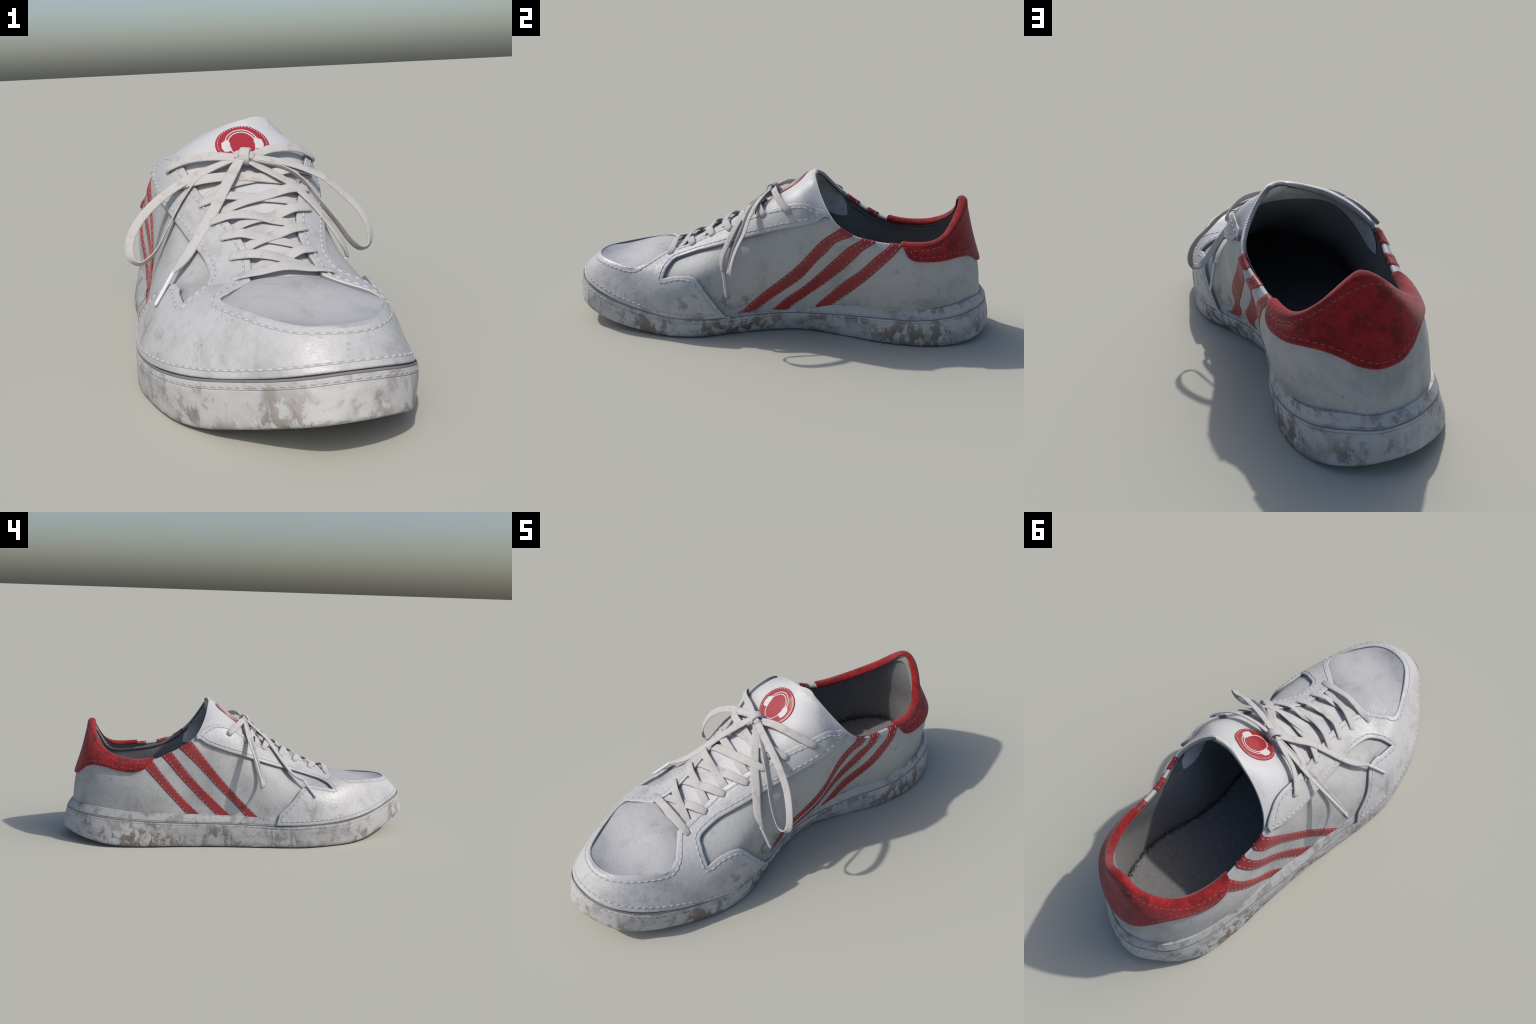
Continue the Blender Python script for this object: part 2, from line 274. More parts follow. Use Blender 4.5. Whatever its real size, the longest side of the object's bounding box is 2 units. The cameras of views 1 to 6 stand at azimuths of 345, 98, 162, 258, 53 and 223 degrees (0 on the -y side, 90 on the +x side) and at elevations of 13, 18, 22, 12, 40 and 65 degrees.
# ------------------------------------------------------------------ materials
def material(name, colour, rough=0.5, spec=0.5, bump=(), dirt=(), sheen=0.0, coat=0.0, ao=None):
    """bump: (kind, scale, strength, distance); dirt: (colour, scale, threshold, softness, amount, z_fade)."""
    m = bpy.data.materials.new(name)
    m.use_nodes = True
    nt = m.node_tree
    N, Lk = nt.nodes, nt.links
    bs = N["Principled BSDF"]
    bs.inputs["Roughness"].default_value = rough
    bs.inputs["Specular IOR Level"].default_value = spec
    bs.inputs["Sheen Weight"].default_value = sheen
    bs.inputs["Coat Weight"].default_value = coat
    tc = N.new("ShaderNodeTexCoord")
    sep = N.new("ShaderNodeSeparateXYZ")
    Lk.new(tc.outputs["Object"], sep.inputs[0])
    col = N.new("ShaderNodeRGB")
    col.outputs[0].default_value = (*colour, 1)
    out = col.outputs[0]

    def noise(scale, detail=6, rough_=0.6, dist=0.0, stretch=None):
        n = N.new("ShaderNodeTexNoise")
        n.inputs["Scale"].default_value = scale
        n.inputs["Detail"].default_value = detail
        n.inputs["Roughness"].default_value = rough_
        n.inputs["Distortion"].default_value = dist
        if stretch:
            mp = N.new("ShaderNodeMapping")
            mp.inputs["Scale"].default_value = stretch
            Lk.new(tc.outputs["Object"], mp.inputs[0])
            Lk.new(mp.outputs[0], n.inputs["Vector"])
        else:
            Lk.new(tc.outputs["Object"], n.inputs["Vector"])
        return n.outputs["Fac"]

    def ramp(src, a, b, lo=0.0, hi=1.0):
        r = N.new("ShaderNodeMapRange")
        r.interpolation_type = "SMOOTHSTEP"
        for k, x in zip(("From Min", "From Max", "To Min", "To Max"), (a, b, lo, hi)):
            r.inputs[k].default_value = x
        Lk.new(src, r.inputs[0])
        return r.outputs[0]

    def mul(a, b):
        x = N.new("ShaderNodeMath")
        x.operation = "MULTIPLY"
        for k, s in enumerate((a, b)):
            if isinstance(s, float):
                x.inputs[k].default_value = s
            else:
                Lk.new(s, x.inputs[k])
        return x.outputs[0]

    def mix(base, colour2, fac):
        x = N.new("ShaderNodeMix")
        x.data_type = "RGBA"
        Lk.new(fac, x.inputs["Factor"])
        Lk.new(base, x.inputs["A"])
        x.inputs["B"].default_value = (*colour2, 1)
        return x.outputs["Result"]

    masks = []
    for d in dirt:
        c, scale, thr, soft, amount, fade = d[:6]
        stretch = d[6] if len(d) > 6 else None
        f = ramp(noise(scale, 9, 0.62, 0.35, stretch), thr, thr + soft, 0.0, amount)
        if len(d) > 7:   # broken up by a second, coarser field
            f = mul(f, ramp(noise(d[7], 3, 0.5), 0.42, 0.6))
        if fade:
            f = mul(f, ramp(sep.outputs["Z"], fade[0], fade[1]))
        out = mix(out, c, f)
        masks.append(f)
    Lk.new(out, bs.inputs["Base Color"])
    prev = None
    for kind, scale, strength, distance in bump:
        if kind == "noise":
            h = noise(scale, 5, 0.6)
        elif kind == "mud":
            h = masks[0]
        elif kind == "voronoi":
            v = N.new("ShaderNodeTexVoronoi")
            v.inputs["Scale"].default_value = scale
            Lk.new(tc.outputs["Object"], v.inputs["Vector"])
            h = v.outputs["Distance"]
        else:
            w = N.new("ShaderNodeTexWave")
            w.bands_direction = "DIAGONAL" if kind == "twill" else ("Y" if kind == "weave_y" else "X")
            w.inputs["Scale"].default_value = scale
            w.inputs["Distortion"].default_value = 0.6
            Lk.new(tc.outputs["Object"], w.inputs["Vector"])
            h = w.outputs["Fac"]
        b = N.new("ShaderNodeBump")
        b.inputs["Strength"].default_value = strength
        b.inputs["Distance"].default_value = distance
        Lk.new(h, b.inputs["Height"])
        if prev is not None:
            Lk.new(prev, b.inputs["Normal"])
        prev = b.outputs[0]
    if prev is not None:
        Lk.new(prev, bs.inputs["Normal"])
    return m


GREY, BROWN = (0.22, 0.215, 0.21), (0.14, 0.105, 0.085)
M_LEATHER = material("white_leather", (0.445, 0.445, 0.45), 0.40, 0.45, [("noise", 42, 0.38, 0.005), ("voronoi", 150, 0.25, 0.002)],
                     [(GREY, 6, 0.46, 0.25, 0.5, None), (GREY, 38, 0.44, 0.3, 0.2, None), ((0.19, 0.18, 0.17), 34, 0.60, 0.1, 0.6, None, None, 7.0),
                      (BROWN, 13, 0.52, 0.12, 0.6, (0.30, 0.14), None, 4.0)])
M_QUARTER = material("quarter_leather", (0.40, 0.403, 0.40), 0.55, 0.35, [("noise", 45, 0.4, 0.004), ("voronoi", 200, 0.2, 0.0015)],
                     [(GREY, 4.2, 0.44, 0.28, 0.75, None), (GREY, 34, 0.46, 0.3, 0.3, None), ((0.15, 0.14, 0.13), 30, 0.6, 0.12, 0.6, None, None, 5.0),
                      (BROWN, 26, 0.53, 0.1, 0.6, (0.25, 0.17), None, 6.0)])
M_TONGUE = material("tongue_leather", (0.48, 0.48, 0.485), 0.48, 0.4, [("noise", 80, 0.25, 0.003)],
                    [(GREY, 9, 0.54, 0.2, 0.35, None), ((0.2, 0.195, 0.19), 60, 0.62, 0.1, 0.5, None, None, 9.0)])
M_VAMP = material("vamp_leather", (0.40, 0.40, 0.405), 0.44, 0.4, [("noise", 42, 0.45, 0.004), ("voronoi", 150, 0.25, 0.002)],
                  [((0.22, 0.22, 0.235), 5.5, 0.43, 0.3, 0.7, None), (GREY, 30, 0.56, 0.2, 0.35, None)])
M_SOLE = material("muddy_rubber", (0.43, 0.43, 0.43), 0.6, 0.35, [("mud", 0, 0.6, 0.006), ("noise", 45, 0.35, 0.004)],
                  [((0.15, 0.11, 0.085), 21, 0.475, 0.10, 0.92, (0.26, 0.02), (1, 1, 0.65), 4.5), ((0.22, 0.19, 0.165), 19, 0.50, 0.14, 0.6, None),
                   ((0.07, 0.055, 0.045), 34, 0.55, 0.12, 0.6, (0.14, 0.0), None, 7.0), (BROWN, 20, 0.3, 0.3, 0.7, (0.03, 0.0))])
M_FOXING = material("foxing_rubber", (0.39, 0.395, 0.395), 0.5, 0.4, [("noise", 60, 0.3, 0.003)],
                    [((0.19, 0.175, 0.16), 18, 0.48, 0.16, 0.7, None), (BROWN, 26, 0.53, 0.1, 0.7, None, None, 5.0)])
M_LACE = material("lace_cotton", (0.45, 0.438, 0.43), 0.85, 0.15, [("weave_x", 130, 0.25, 0.002), ("noise", 130, 0.5, 0.003)],
                  [((0.30, 0.25, 0.23), 26, 0.5, 0.2, 0.5, None)], sheen=0.1)
M_AGLET = material("aglet_plastic", (0.58, 0.58, 0.59), 0.25, 0.5)
M_STRIPE = material("red_stripe_leather", (0.265, 0.03, 0.033), 0.45, 0.4, [("noise", 90, 0.25, 0.002)],
                    [((0.10, 0.025, 0.025), 12, 0.46, 0.25, 0.55, None)])
M_SUEDE = material("red_suede", (0.27, 0.013, 0.016), 0.9, 0.12, [("noise", 110, 0.7, 0.005)],
                   [((0.10, 0.008, 0.010), 13, 0.42, 0.22, 0.75, None), ((0.12, 0.010, 0.012), 45, 0.48, 0.2, 0.5, None), ((0.36, 0.03, 0.03), 60, 0.5, 0.15, 0.5, None)], sheen=0.25)
M_BADGE = material("badge_red", (0.31, 0.022, 0.030), 0.3, 0.5, [("noise", 60, 0.2, 0.002)], [], coat=0.4)
M_PRINT = material("badge_white", (0.52, 0.50, 0.50), 0.5, 0.4)
M_LINING = material("denim_lining", (0.225, 0.225, 0.225), 0.9, 0.15, [("twill", 72, 0.65, 0.0035), ("noise", 140, 0.5, 0.003)],
                    [((0.30, 0.30, 0.30), 60, 0.5, 0.2, 0.5, None)])
M_INSOLE = material("insole_cloth", (0.20, 0.202, 0.205), 0.9, 0.15, [("weave_y", 60, 0.5, 0.004), ("noise", 160, 0.3, 0.003)],
                    [((0.30, 0.30, 0.30), 50, 0.5, 0.2, 0.5, None)])
M_TLINING = material("tongue_lining", (0.60, 0.605, 0.61), 0.7, 0.3, [("noise", 50, 0.3, 0.004)], [(GREY, 14, 0.5, 0.2, 0.5, None)])
M_THREAD = material("white_thread", (0.45, 0.45, 0.455), 0.6, 0.3)
M_THREAD_GREY = material("sole_thread", (0.38, 0.38, 0.38), 0.7, 0.3)
M_THREAD_PINK = material("dusty_thread", (0.36, 0.20, 0.20), 0.7, 0.3)
M_THREAD_DARK = material("pale_red_thread", (0.25, 0.10, 0.10), 0.7, 0.3)
M_THREAD_GOLD = material("ochre_thread", (0.20, 0.12, 0.04), 0.7, 0.3)
M_FUZZ = material("frayed_yarn", (0.13, 0.13, 0.132), 0.95, 0.1)
M_EDGE_SHADE = material("painted_edge_shade", (0.17, 0.17, 0.18), 0.7, 0.2)  # dark grey painted on panel edges for their ambient-occlusion outline
M_SEAM = material("seam_shade_band", (0.335, 0.333, 0.335), 0.6, 0.25)
M_HOLE = material("eyelet_hole", (0.012, 0.012, 0.014), 0.9, 0.1)


# ------------------------------------------------------------------ panels cut from flat stock and laid on a surface
class UVDomain:
    scale = np.array([4.6, 0.75])

    def point(self, q):
        q = np.asarray(q, float)
        return surf(q[..., 0] / 4.6, q[..., 1] / 0.75)

    def flat(self, uv):
        return np.asarray(uv, float) * self.scale


class PlaneDomain:
    def __init__(self, origin, ex, ey, bvh):
        self.o, self.ex, self.ey = np.asarray(origin, float), unit(np.asarray(ex, float)), unit(np.asarray(ey, float))
        self.ez = np.cross(self.ex, self.ey)
        self.bvh = bvh

    def point(self, q):
        q = np.asarray(q, float)
        P, N = [], []
        for a, b in q.reshape(-1, 2):
            s = self.o + self.ex * a + self.ey * b
            hit, n, _, _ = self.bvh.ray_cast(Vector(s + self.ez * 0.3), Vector(-self.ez))
            if hit is None:
                hit, n, _, _ = self.bvh.find_nearest(Vector(s))
            n = np.array(n)
            P.append(hit)
            N.append(n if n @ self.ez > 0 else -n)
        return np.array(P).reshape(q.shape[:-1] + (3,)), np.array(N).reshape(q.shape[:-1] + (3,))


def inset_ring(dom, ring, delta):
    """Moves an outline (counter-clockwise in the flat domain) inward by delta metres on the surface."""
    P, N = dom.point(ring)
    n = len(ring)
    t = unit(np.roll(P, -2, 0) - np.roll(P, 2, 0))
    e = 1e-3
    ju = (dom.point(ring + [e, 0])[0] - dom.point(ring - [e, 0])[0]) / (2 * e)
    jv = (dom.point(ring + [0, e])[0] - dom.point(ring - [0, e])[0]) / (2 * e)
    d = np.cross(N, t)
    out = ring.copy()
    for i in range(n):
        J = np.stack([ju[i], jv[i]], 1)
        out[i] += np.linalg.lstsq(J, d[i] * delta, rcond=1e-3)[0]
    return out


def ccw(poly):
    x, y = poly[:, 0], poly[:, 1]
    return poly if (x * np.roll(y, -1) - np.roll(x, -1) * y).sum() > 0 else poly[::-1]


def panel(name, dom, outline, thick, mat, bevel=0.006, step=0.013, edge=0.007, holes=(), base=-0.004, puff=0.0, parent=None, smooth_n=2, edge_mat=None):
    ring = ccw(resample(outline, edge))
    r1 = inset_ring(dom, ring, bevel * 0.35)
    r2 = inset_ring(dom, ring, bevel)
    for _ in range(smooth_n):
        r2 = 0.5 * r2 + 0.25 * (np.roll(r2, 1, 0) + np.roll(r2, -1, 0))
    n = len(ring)
    lo, hi = r2.min(0), r2.max(0)
    gx, gy = np.meshgrid(np.arange(lo[0], hi[0], step), np.arange(lo[1], hi[1], step * 0.87), indexing="ij")
    gx = gx + (np.arange(gx.shape[1]) % 2)[None] * step * 0.5
    g = np.stack([gx.ravel(), gy.ravel()], 1)
    g = g[inside(g, r2)]
    g = g[dist_to_poly(g, r2) > step * 0.55]
    hole_rings = []
    for c, r in holes:
        P, N = dom.point(np.array(c)[None])
        a = np.linspace(0, 2 * math.pi, 16, endpoint=False)
        e = 1e-3
        ju = ((dom.point(c + np.array([e, 0]))[0] - dom.point(c - np.array([e, 0]))[0]) / (2 * e)).reshape(3)
        jv = ((dom.point(c + np.array([0, e]))[0] - dom.point(c - np.array([0, e]))[0]) / (2 * e)).reshape(3)
        J = np.stack([ju, jv], 1)
        n0 = N.reshape(3)
        t1 = unit(np.cross(n0, [0.3, 1, 0.2]))
        t2 = np.cross(n0, t1)
        hr = np.array([c + np.linalg.lstsq(J, r * (math.cos(x) * t1 + math.sin(x) * t2), rcond=1e-3)[0] for x in a])
        hole_rings.append(ccw(hr))
        g = g[(dist_to_poly(g, hr) > step * 0.4) & ~inside(g, hr)]
    pts = [r2]
    edges = [(i, (i + 1) % n) for i in range(n)]
    k0 = n
    for hr in hole_rings:
        pts.append(hr)
        edges += [(k0 + i, k0 + (i + 1) % len(hr)) for i in range(len(hr))]
        k0 += len(hr)
    allp = np.concatenate(pts + [g])
    res = geometry.delaunay_2d_cdt([Vector(p) for p in allp], edges, [], 1, 1e-7)
    q = np.array([tuple(p) for p in res[0]])
    tri = [t for t in res[2]]
    cen = np.array([q[list(t)].mean(0) for t in tri])
    keep = inside(cen, r2)
    for hr in hole_rings:
        keep &= ~inside(cen, hr)
    tri = [t for t, k in zip(tri, keep) if k]
    P, N = dom.point(q)
    h = np.full(len(q), thick)
    if puff:
        h = h + puff * (1 - np.exp(-dist_to_poly(q, r2) / 0.05))
    V = list(P + N * h[:, None])
    where = {}
    for k, orig in enumerate(res[3]):
        for o in orig:
            where.setdefault(o, k)
    F = list(tri)

    def add_ring(r, height):
        p, nn = dom.point(r)
        s = len(V)
        V.extend(p + nn * height)
        return list(range(s, s + len(r)))

    n_top = len(F)
    top = [where[i] for i in range(n)]
    rings = [top, add_ring(r1, thick - bevel * 0.22), add_ring(ring, thick - bevel * 0.8), add_ring(ring, base)]
    for a, b in zip(rings, rings[1:]):
        for i in range(n):
            j = (i + 1) % n
            F.append((a[i], b[i], b[j], a[j]))
    k0 = n
    for hr in hole_rings:
        tp = [where[k0 + i] for i in range(len(hr))]
        lo_ = add_ring(hr, base)
        for i in range(len(hr)):
            j = (i + 1) % len(hr)
            F.append((tp[i], tp[j], lo_[j], lo_[i]))
        k0 += len(hr)
    ob = make(name, V, F, mat, parent)
    if edge_mat is not None:
        ob.data.materials.append(edge_mat)
        k = n_top + 2 * n
        for p in ob.data.polygons[k:]:
            p.material_index = 1
    return ob, ring


# ------------------------------------------------------------------ stitches
def stitches(name, runs, mat, length=0.017, gap=0.011, radius=0.0032, sink=0.25, parent=None):
    """runs: list of (points, normals, closed): short rounded threads laid along each run, joined as one part."""
    V, F = [], []
    ang = np.arange(6) / 6 * 2 * math.pi
    prof = [(-0.5, 0.25), (-0.42, 0.8), (-0.2, 1.0), (0.2, 1.0), (0.42, 0.8), (0.5, 0.25)]
    for P, N, closed in runs:
        if closed:
            P, N = np.concatenate([P, P[:1]]), np.concatenate([N, N[:1]])
        s = np.r_[0, np.cumsum(np.linalg.norm(np.diff(P, axis=0), axis=1))]
        k = int(s[-1] / (length + gap))
        for i in range(k):
            c = (i + 0.5) * s[-1] / k + RNG.uniform(-0.1, 0.1) * gap
            ln = length * RNG.uniform(0.85, 1.12)
            base = len(V)
            pa = np.array([np.interp(c - ln / 2, s, P[:, a]) for a in range(3)])
            pb = np.array([np.interp(c + ln / 2, s, P[:, a]) for a in range(3)])
            if np.linalg.norm(pb - pa) < ln * 0.8:
                continue
            nn = unit(np.array([np.interp(c, s, N[:, a]) for a in range(3)]))
            mid = np.array([np.interp(c, s, P[:, a]) for a in range(3)])
            t = unit(pb - pa)
            b = unit(np.cross(nn, t))
            m = np.cross(t, b)
            for x, r in prof:
                o = mid + t * (x * ln) + m * radius * (-sink)
                for w in ang:
                    V.append(o + radius * r * (math.cos(w) * b * 1.15 + math.sin(w) * m))
            for j in range(len(prof) - 1):
                for w in range(6):
                    F.append((base + j * 6 + w, base + j * 6 + (w + 1) % 6, base + (j + 1) * 6 + (w + 1) % 6, base + (j + 1) * 6 + w))
            F.append(tuple(base + w for w in range(5, -1, -1)))
            F.append(tuple(base + (len(prof) - 1) * 6 + w for w in range(6)))
    return make(name, V, F, mat, parent, stuff=True)


def seam(name, runs, mat, width=0.0085, height=0.0006, parent=None):
    """A thin band along each run, coloured darker for the shading around embossed stitches."""
    V, F = [], []
    for P, N, closed in runs:
        n = len(P)
        t = unit(np.roll(P, -1, 0) - np.roll(P, 1, 0)) if closed else unit(np.gradient(P, axis=0))
        b = unit(np.cross(N, t))
        k = len(V)
        for off, h in ((-0.5, -0.0012), (-0.38, height), (0.38, height), (0.5, -0.0012)):
            V.extend(P + b * (width * off) + N * h)
        for r in range(3):
            for i in range(n if closed else n - 1):
                j = (i + 1) % n
                F.append((k + r * n + i, k + (r + 1) * n + i, k + (r + 1) * n + j, k + r * n + j))
    return make(name, V, [f[::-1] for f in F], mat, parent, stuff=True)


def run_on(dom, ring, height, inset=0.0, clearance=None, closed=True):
    """A stitch run parallel to an outline; drops the parts that come too near another part of it."""
    r = inset_ring(dom, ccw(ring), inset) if inset else ring
    P, N = dom.point(r)
    if clearance is None:
        return [(P + N * height, N, closed)]
    O = dom.point(ccw(ring))[0]
    ok = np.array([np.linalg.norm(O - p, axis=1).min() > clearance for p in P])
    if ok.all():
        return [(P + N * height, N, True)]
    runs, cur = [], []
    start = int(np.argmin(ok))
    for i in list(range(start, len(r))) + list(range(start)):
        if ok[i]:
            cur.append(i)
        elif cur:
            runs.append(cur)
            cur = []
    if cur:
        runs.append(cur)
    return [((P + N * height)[c], N[c], False) for c in runs if len(c) > 6]


# ------------------------------------------------------------------ ribbons (laces)
def ribbon(name, ctrl, width, thick, mat, normals=None, n=60, parent=None, wprof=None, tprof=None, side=14):
    """Flat lace: ctrl points are splined, the flat side faces the given normals."""
    C = spline(ctrl, n)
    T = unit(np.gradient(C, axis=0))
    Nn = spline(normals, n) if normals is not None else np.tile([0, 0, 1.0], (n, 1))
    Bn = unit(np.cross(T, Nn))
    Nn = np.cross(Bn, T)
    s = np.linspace(0, 1, n)
    W = width * (np.interp(s, *zip(*wprof)) if wprof else np.ones(n))
    H = thick * (np.interp(s, *zip(*tprof)) if tprof else np.ones(n))
    a = np.arange(side) / side * 2 * math.pi
    ca, sa = np.cos(a), np.sin(a)
    ex = np.sign(ca) * np.abs(ca) ** 0.4
    ez = np.sign(sa) * np.abs(sa) ** 0.8
    V = (C[:, None] + Bn[:, None] * (ex[None, :, None] * W[:, None, None] / 2) + Nn[:, None] * (ez[None, :, None] * H[:, None, None] / 2)).reshape(-1, 3)
    F = grid_faces(n, side, closed_b=True)
    F.append(tuple(range(side)))
    F.append(tuple((n - 1) * side + i for i in range(side - 1, -1, -1)))
    return make(name, V, F, mat, parent)


UV = UVDomain()
flat = UV.flat


# ================================================================== 1. upper: quarters, tongue, lining
def uv_line(name, lo=0.0):
    return to_uv(LINES[name], lo)


up_R, up_L = uv_line("eyestay_up_R"), uv_line("eyestay_up_L")


def tongue_threshold(u):
    """v above which the last is tongue, not quarter; None outside the throat."""
    w = u if u < 0.5 else 1 - u
    ln = up_R if u < 0.5 else np.stack([1 - up_L[:, 0], up_L[:, 1]], 1)
    o = np.argsort(ln[:, 0])
    ln = ln[o]
    if w < ln[0, 0] - 0.012 or w > U_COR + 0.002:
        return 2.0
    return float(np.interp(w, ln[:, 0], ln[:, 1])) - 0.05


verts = list(BASE_P.reshape(-1, 3))
norms = list(BASE_N.reshape(-1, 3))
vid = lambda i, j: (i % GU) * GV + j
k_top = int(round(U_TOP * GU))
q_faces, t_faces = [], []
for i in range(GU):
    for j in range(GV - 1):
        f = (vid(i, j), vid(i + 1, j), vid(i + 1, j + 1), vid(i, j + 1))
        uc, vcn = (i + 0.5) / GU, 0.5 * (VG[j] + VG[j + 1])
        (t_faces if vcn > tongue_threshold(uc) else q_faces).append(f)
# the two halves meet along the spine: close the sliver between them
for i in range(0, k_top):
    f = (vid(i, GV - 1), vid(i + 1, GV - 1), vid(GU - i - 1, GV - 1), vid(GU - i, GV - 1))
    f = tuple(dict.fromkeys(f))
    (t_faces if i / GU > up_R[:, 0].min() - 0.012 else q_faces).append(f)
for i in range(0, k_top + 1):      # one normal along the spine
    a, b = vid(i, GV - 1), vid(GU - i, GV - 1)
    m = unit(norms[a] + norms[b])
    norms[a] = norms[b] = m


def subset(name, faces, vs, ns, mat, parent=None):
    used = sorted({k for f in faces for k in f})
    mp = {k: i for i, k in enumerate(used)}
    return make(name, [vs[k] for k in used], [tuple(mp[k] for k in f) for f in faces], mat, parent, normals=[ns[k] for k in used])


_vl = np.array(LINES["vamp"])[:, :2]
_vi = _vl.mean(0) + (_vl - _vl.mean(0)) * 0.93
_c = np.array([np.mean([verts[k] for k in f], 0) for f in q_faces])
_cut = inside(_c[:, :2], _vi) & (_c[:, 2] > 0.2)
q_all = list(q_faces)
q_faces = [f for f, c in zip(q_faces, _cut) if not c]
QUARTER = subset("quarter", q_faces, verts, norms, M_QUARTER)
TONGUE = subset("tongue", t_faces, verts, norms, M_TONGUE)
base_bvh = BVHTree.FromPolygons([Vector(v) for v in verts], q_all + t_faces)

# rolled rim: one closed loop around the opening
loop = list(range(k_top, GU - k_top + 1))
LU = np.array(loop) / GU
nrim = 9
rim = np.stack([surf(LU, 1 + RIM_V * k / (nrim - 1))[0] for k in range(nrim)], 1)
rim_n = np.stack([surf(LU, 1 + RIM_V * k / (nrim - 1))[1] for k in range(nrim)], 1)
for k, i in enumerate(loop):
    rim[k] += BASE_P[i, -1] - rim[k, 0]
for arr in (rim, rim_n):
    m_ = 0.5 * (arr[0] + arr[-1])
    d0, d1 = m_ - arr[0], m_ - arr[-1]
    for k in range(24):
        w_ = (1 - k / 24) ** 2
        arr[k] += d0 * w_
        arr[-1 - k] += d1 * w_
rf = grid_faces(len(loop), nrim, closed_a=True, flip=False)
R_V, R_N = list(rim.reshape(-1, 3)), list(rim_n.reshape(-1, 3))
a_cor, b_cor = int(round(U_COR * GU)) - k_top, int(round((1 - U_COR) * GU)) - k_top
tong_f = [f for f in rf if not (a_cor <= f[0] // nrim < b_cor)]
coll_f = [f for f in rf if a_cor <= f[0] // nrim < b_cor]
subset("tongue_rim", tong_f, R_V, R_N, M_TONGUE)
subset("collar_rim", coll_f, R_V, R_N, M_QUARTER)

# lining: the inner skin, 2 x RIM inside the outer one
_nb = np.array(norms).reshape(GU, GV, 3)
inner = BASE_P - _nb * (2 * RIM + 0.022 * np.clip((1 - VG) / 0.7, 0, 1) * 1.0)[None, :, None]
tong_edge = np.concatenate([rim[:a_cor, 0], rim[b_cor:, 0]])
iv = list(inner.reshape(-1, 3))
ff = [(vid(i, j), vid(i, j + 1), vid(i + 1, j + 1), vid(i + 1, j)) for i in range(GU) for j in range(1, GV - 1)]
for i in range(0, k_top):
    f = (vid(i, GV - 1), vid(GU - i, GV - 1), vid(GU - i - 1, GV - 1), vid(i + 1, GV - 1))
    ff.append(tuple(dict.fromkeys(f)))
subset("lining", ff, iv, [-n for n in norms], M_LINING)


def clip_faces(faces, vs, ns, field, level):
    """The part of the faces where field < level, cut along the level line."""
    V_, N_, F_, cut = [], [], [], {}

    def keep_v(k):
        if k not in cut:
            cut[k] = len(V_)
            V_.append(vs[k])
            N_.append(ns[k])
        return cut[k]

    def mid_v(a, b):
        key = (min(a, b), max(a, b))
        if key not in cut:
            t = (level - field[key[0]]) / (field[key[1]] - field[key[0]])
            cut[key] = len(V_)
            V_.append(vs[key[0]] * (1 - t) + vs[key[1]] * t)
            N_.append(unit(ns[key[0]] * (1 - t) + ns[key[1]] * t))
        return cut[key]

    for f in faces:
        g = []
        for a, b in zip(f, f[1:] + f[:1]):
            if field[a] < level:
                g.append(keep_v(a))
            if (field[a] < level) != (field[b] < level):
                g.append(mid_v(a, b))
        if len(g) > 2:
            F_.append(tuple(g))
    return V_, N_, F_


# facing strip inside the tongue, a little proud of the lining
ivp = np.array(iv)
facing = {}
ks = [k for k in range(len(iv)) if min(k // GV, GU - k // GV) / GU < U_COR + 0.001 and ivp[k, 1] > -0.25 and ivp[k, 2] > 0.3]
field = np.full(len(iv), 9.0)
for k in ks:
    field[k] = np.linalg.norm(tong_edge - ivp[k], axis=1).min()
fs = [f for f in ff if all(field[k] < 9 for k in f)]
tv_, tn_, tf_ = clip_faces(fs, [p - n * 0.005 * min(max((f - 0.024) / 0.02, 0.0), 1.0) for p, n, f in zip(ivp, np.array(norms), field)], [-np.array(n) for n in norms], field, 0.125)
make("tongue_lining", tv_, tf_, M_TLINING, normals=tn_)

# insole: a padded sheet inside, following the outline of the lining at its height
INS_Z = 0.155
ins = []
for i in range(0, GU, 6):
    col = inner[i]
    j = int(np.argmax(col[:, 2] > INS_Z))
    ins.append((col[j, 0], col[j, 1]))
ins = np.array(ins)
for _ in range(6):
    ins = 0.5 * ins + 0.25 * (np.roll(ins, 1, 0) + np.roll(ins, -1, 0))
mid = np.stack([0.04 + 0 * ins[:, 0] + 0.0, np.clip(ins[:, 1], -0.6, 0.75)], 1)
mid[:, 0] = np.interp(mid[:, 1], [-0.6, -0.3, 0.1, 0.75], [-0.02, -0.04, -0.04, 0.03])
IV, nr = [], 10
for k in range(nr):
    s = k / (nr - 1)
    xy = mid * (1 - s) + (mid + (ins - mid) * 1.05) * s
    for p in xy:
        IV.append((p[0], p[1], INS_Z - 0.008 + 0.010 * s ** 3 - 0.012 * (1 - s)))
make("insole", IV, grid_faces(nr, len(ins), closed_b=True, flip=True), M_INSOLE)

# ================================================================== 2. sole and foxing band
NS = 360
top = spline(SOLE_TOP, NS, closed=True)
low = spline(SOLE_LOW, NS, closed=True)


def outward(c):
    t = np.roll(c, -3, 0) - np.roll(c, 3, 0)
    return unit(np.stack([t[:, 1], -t[:, 0], 0 * t[:, 0]], 1))


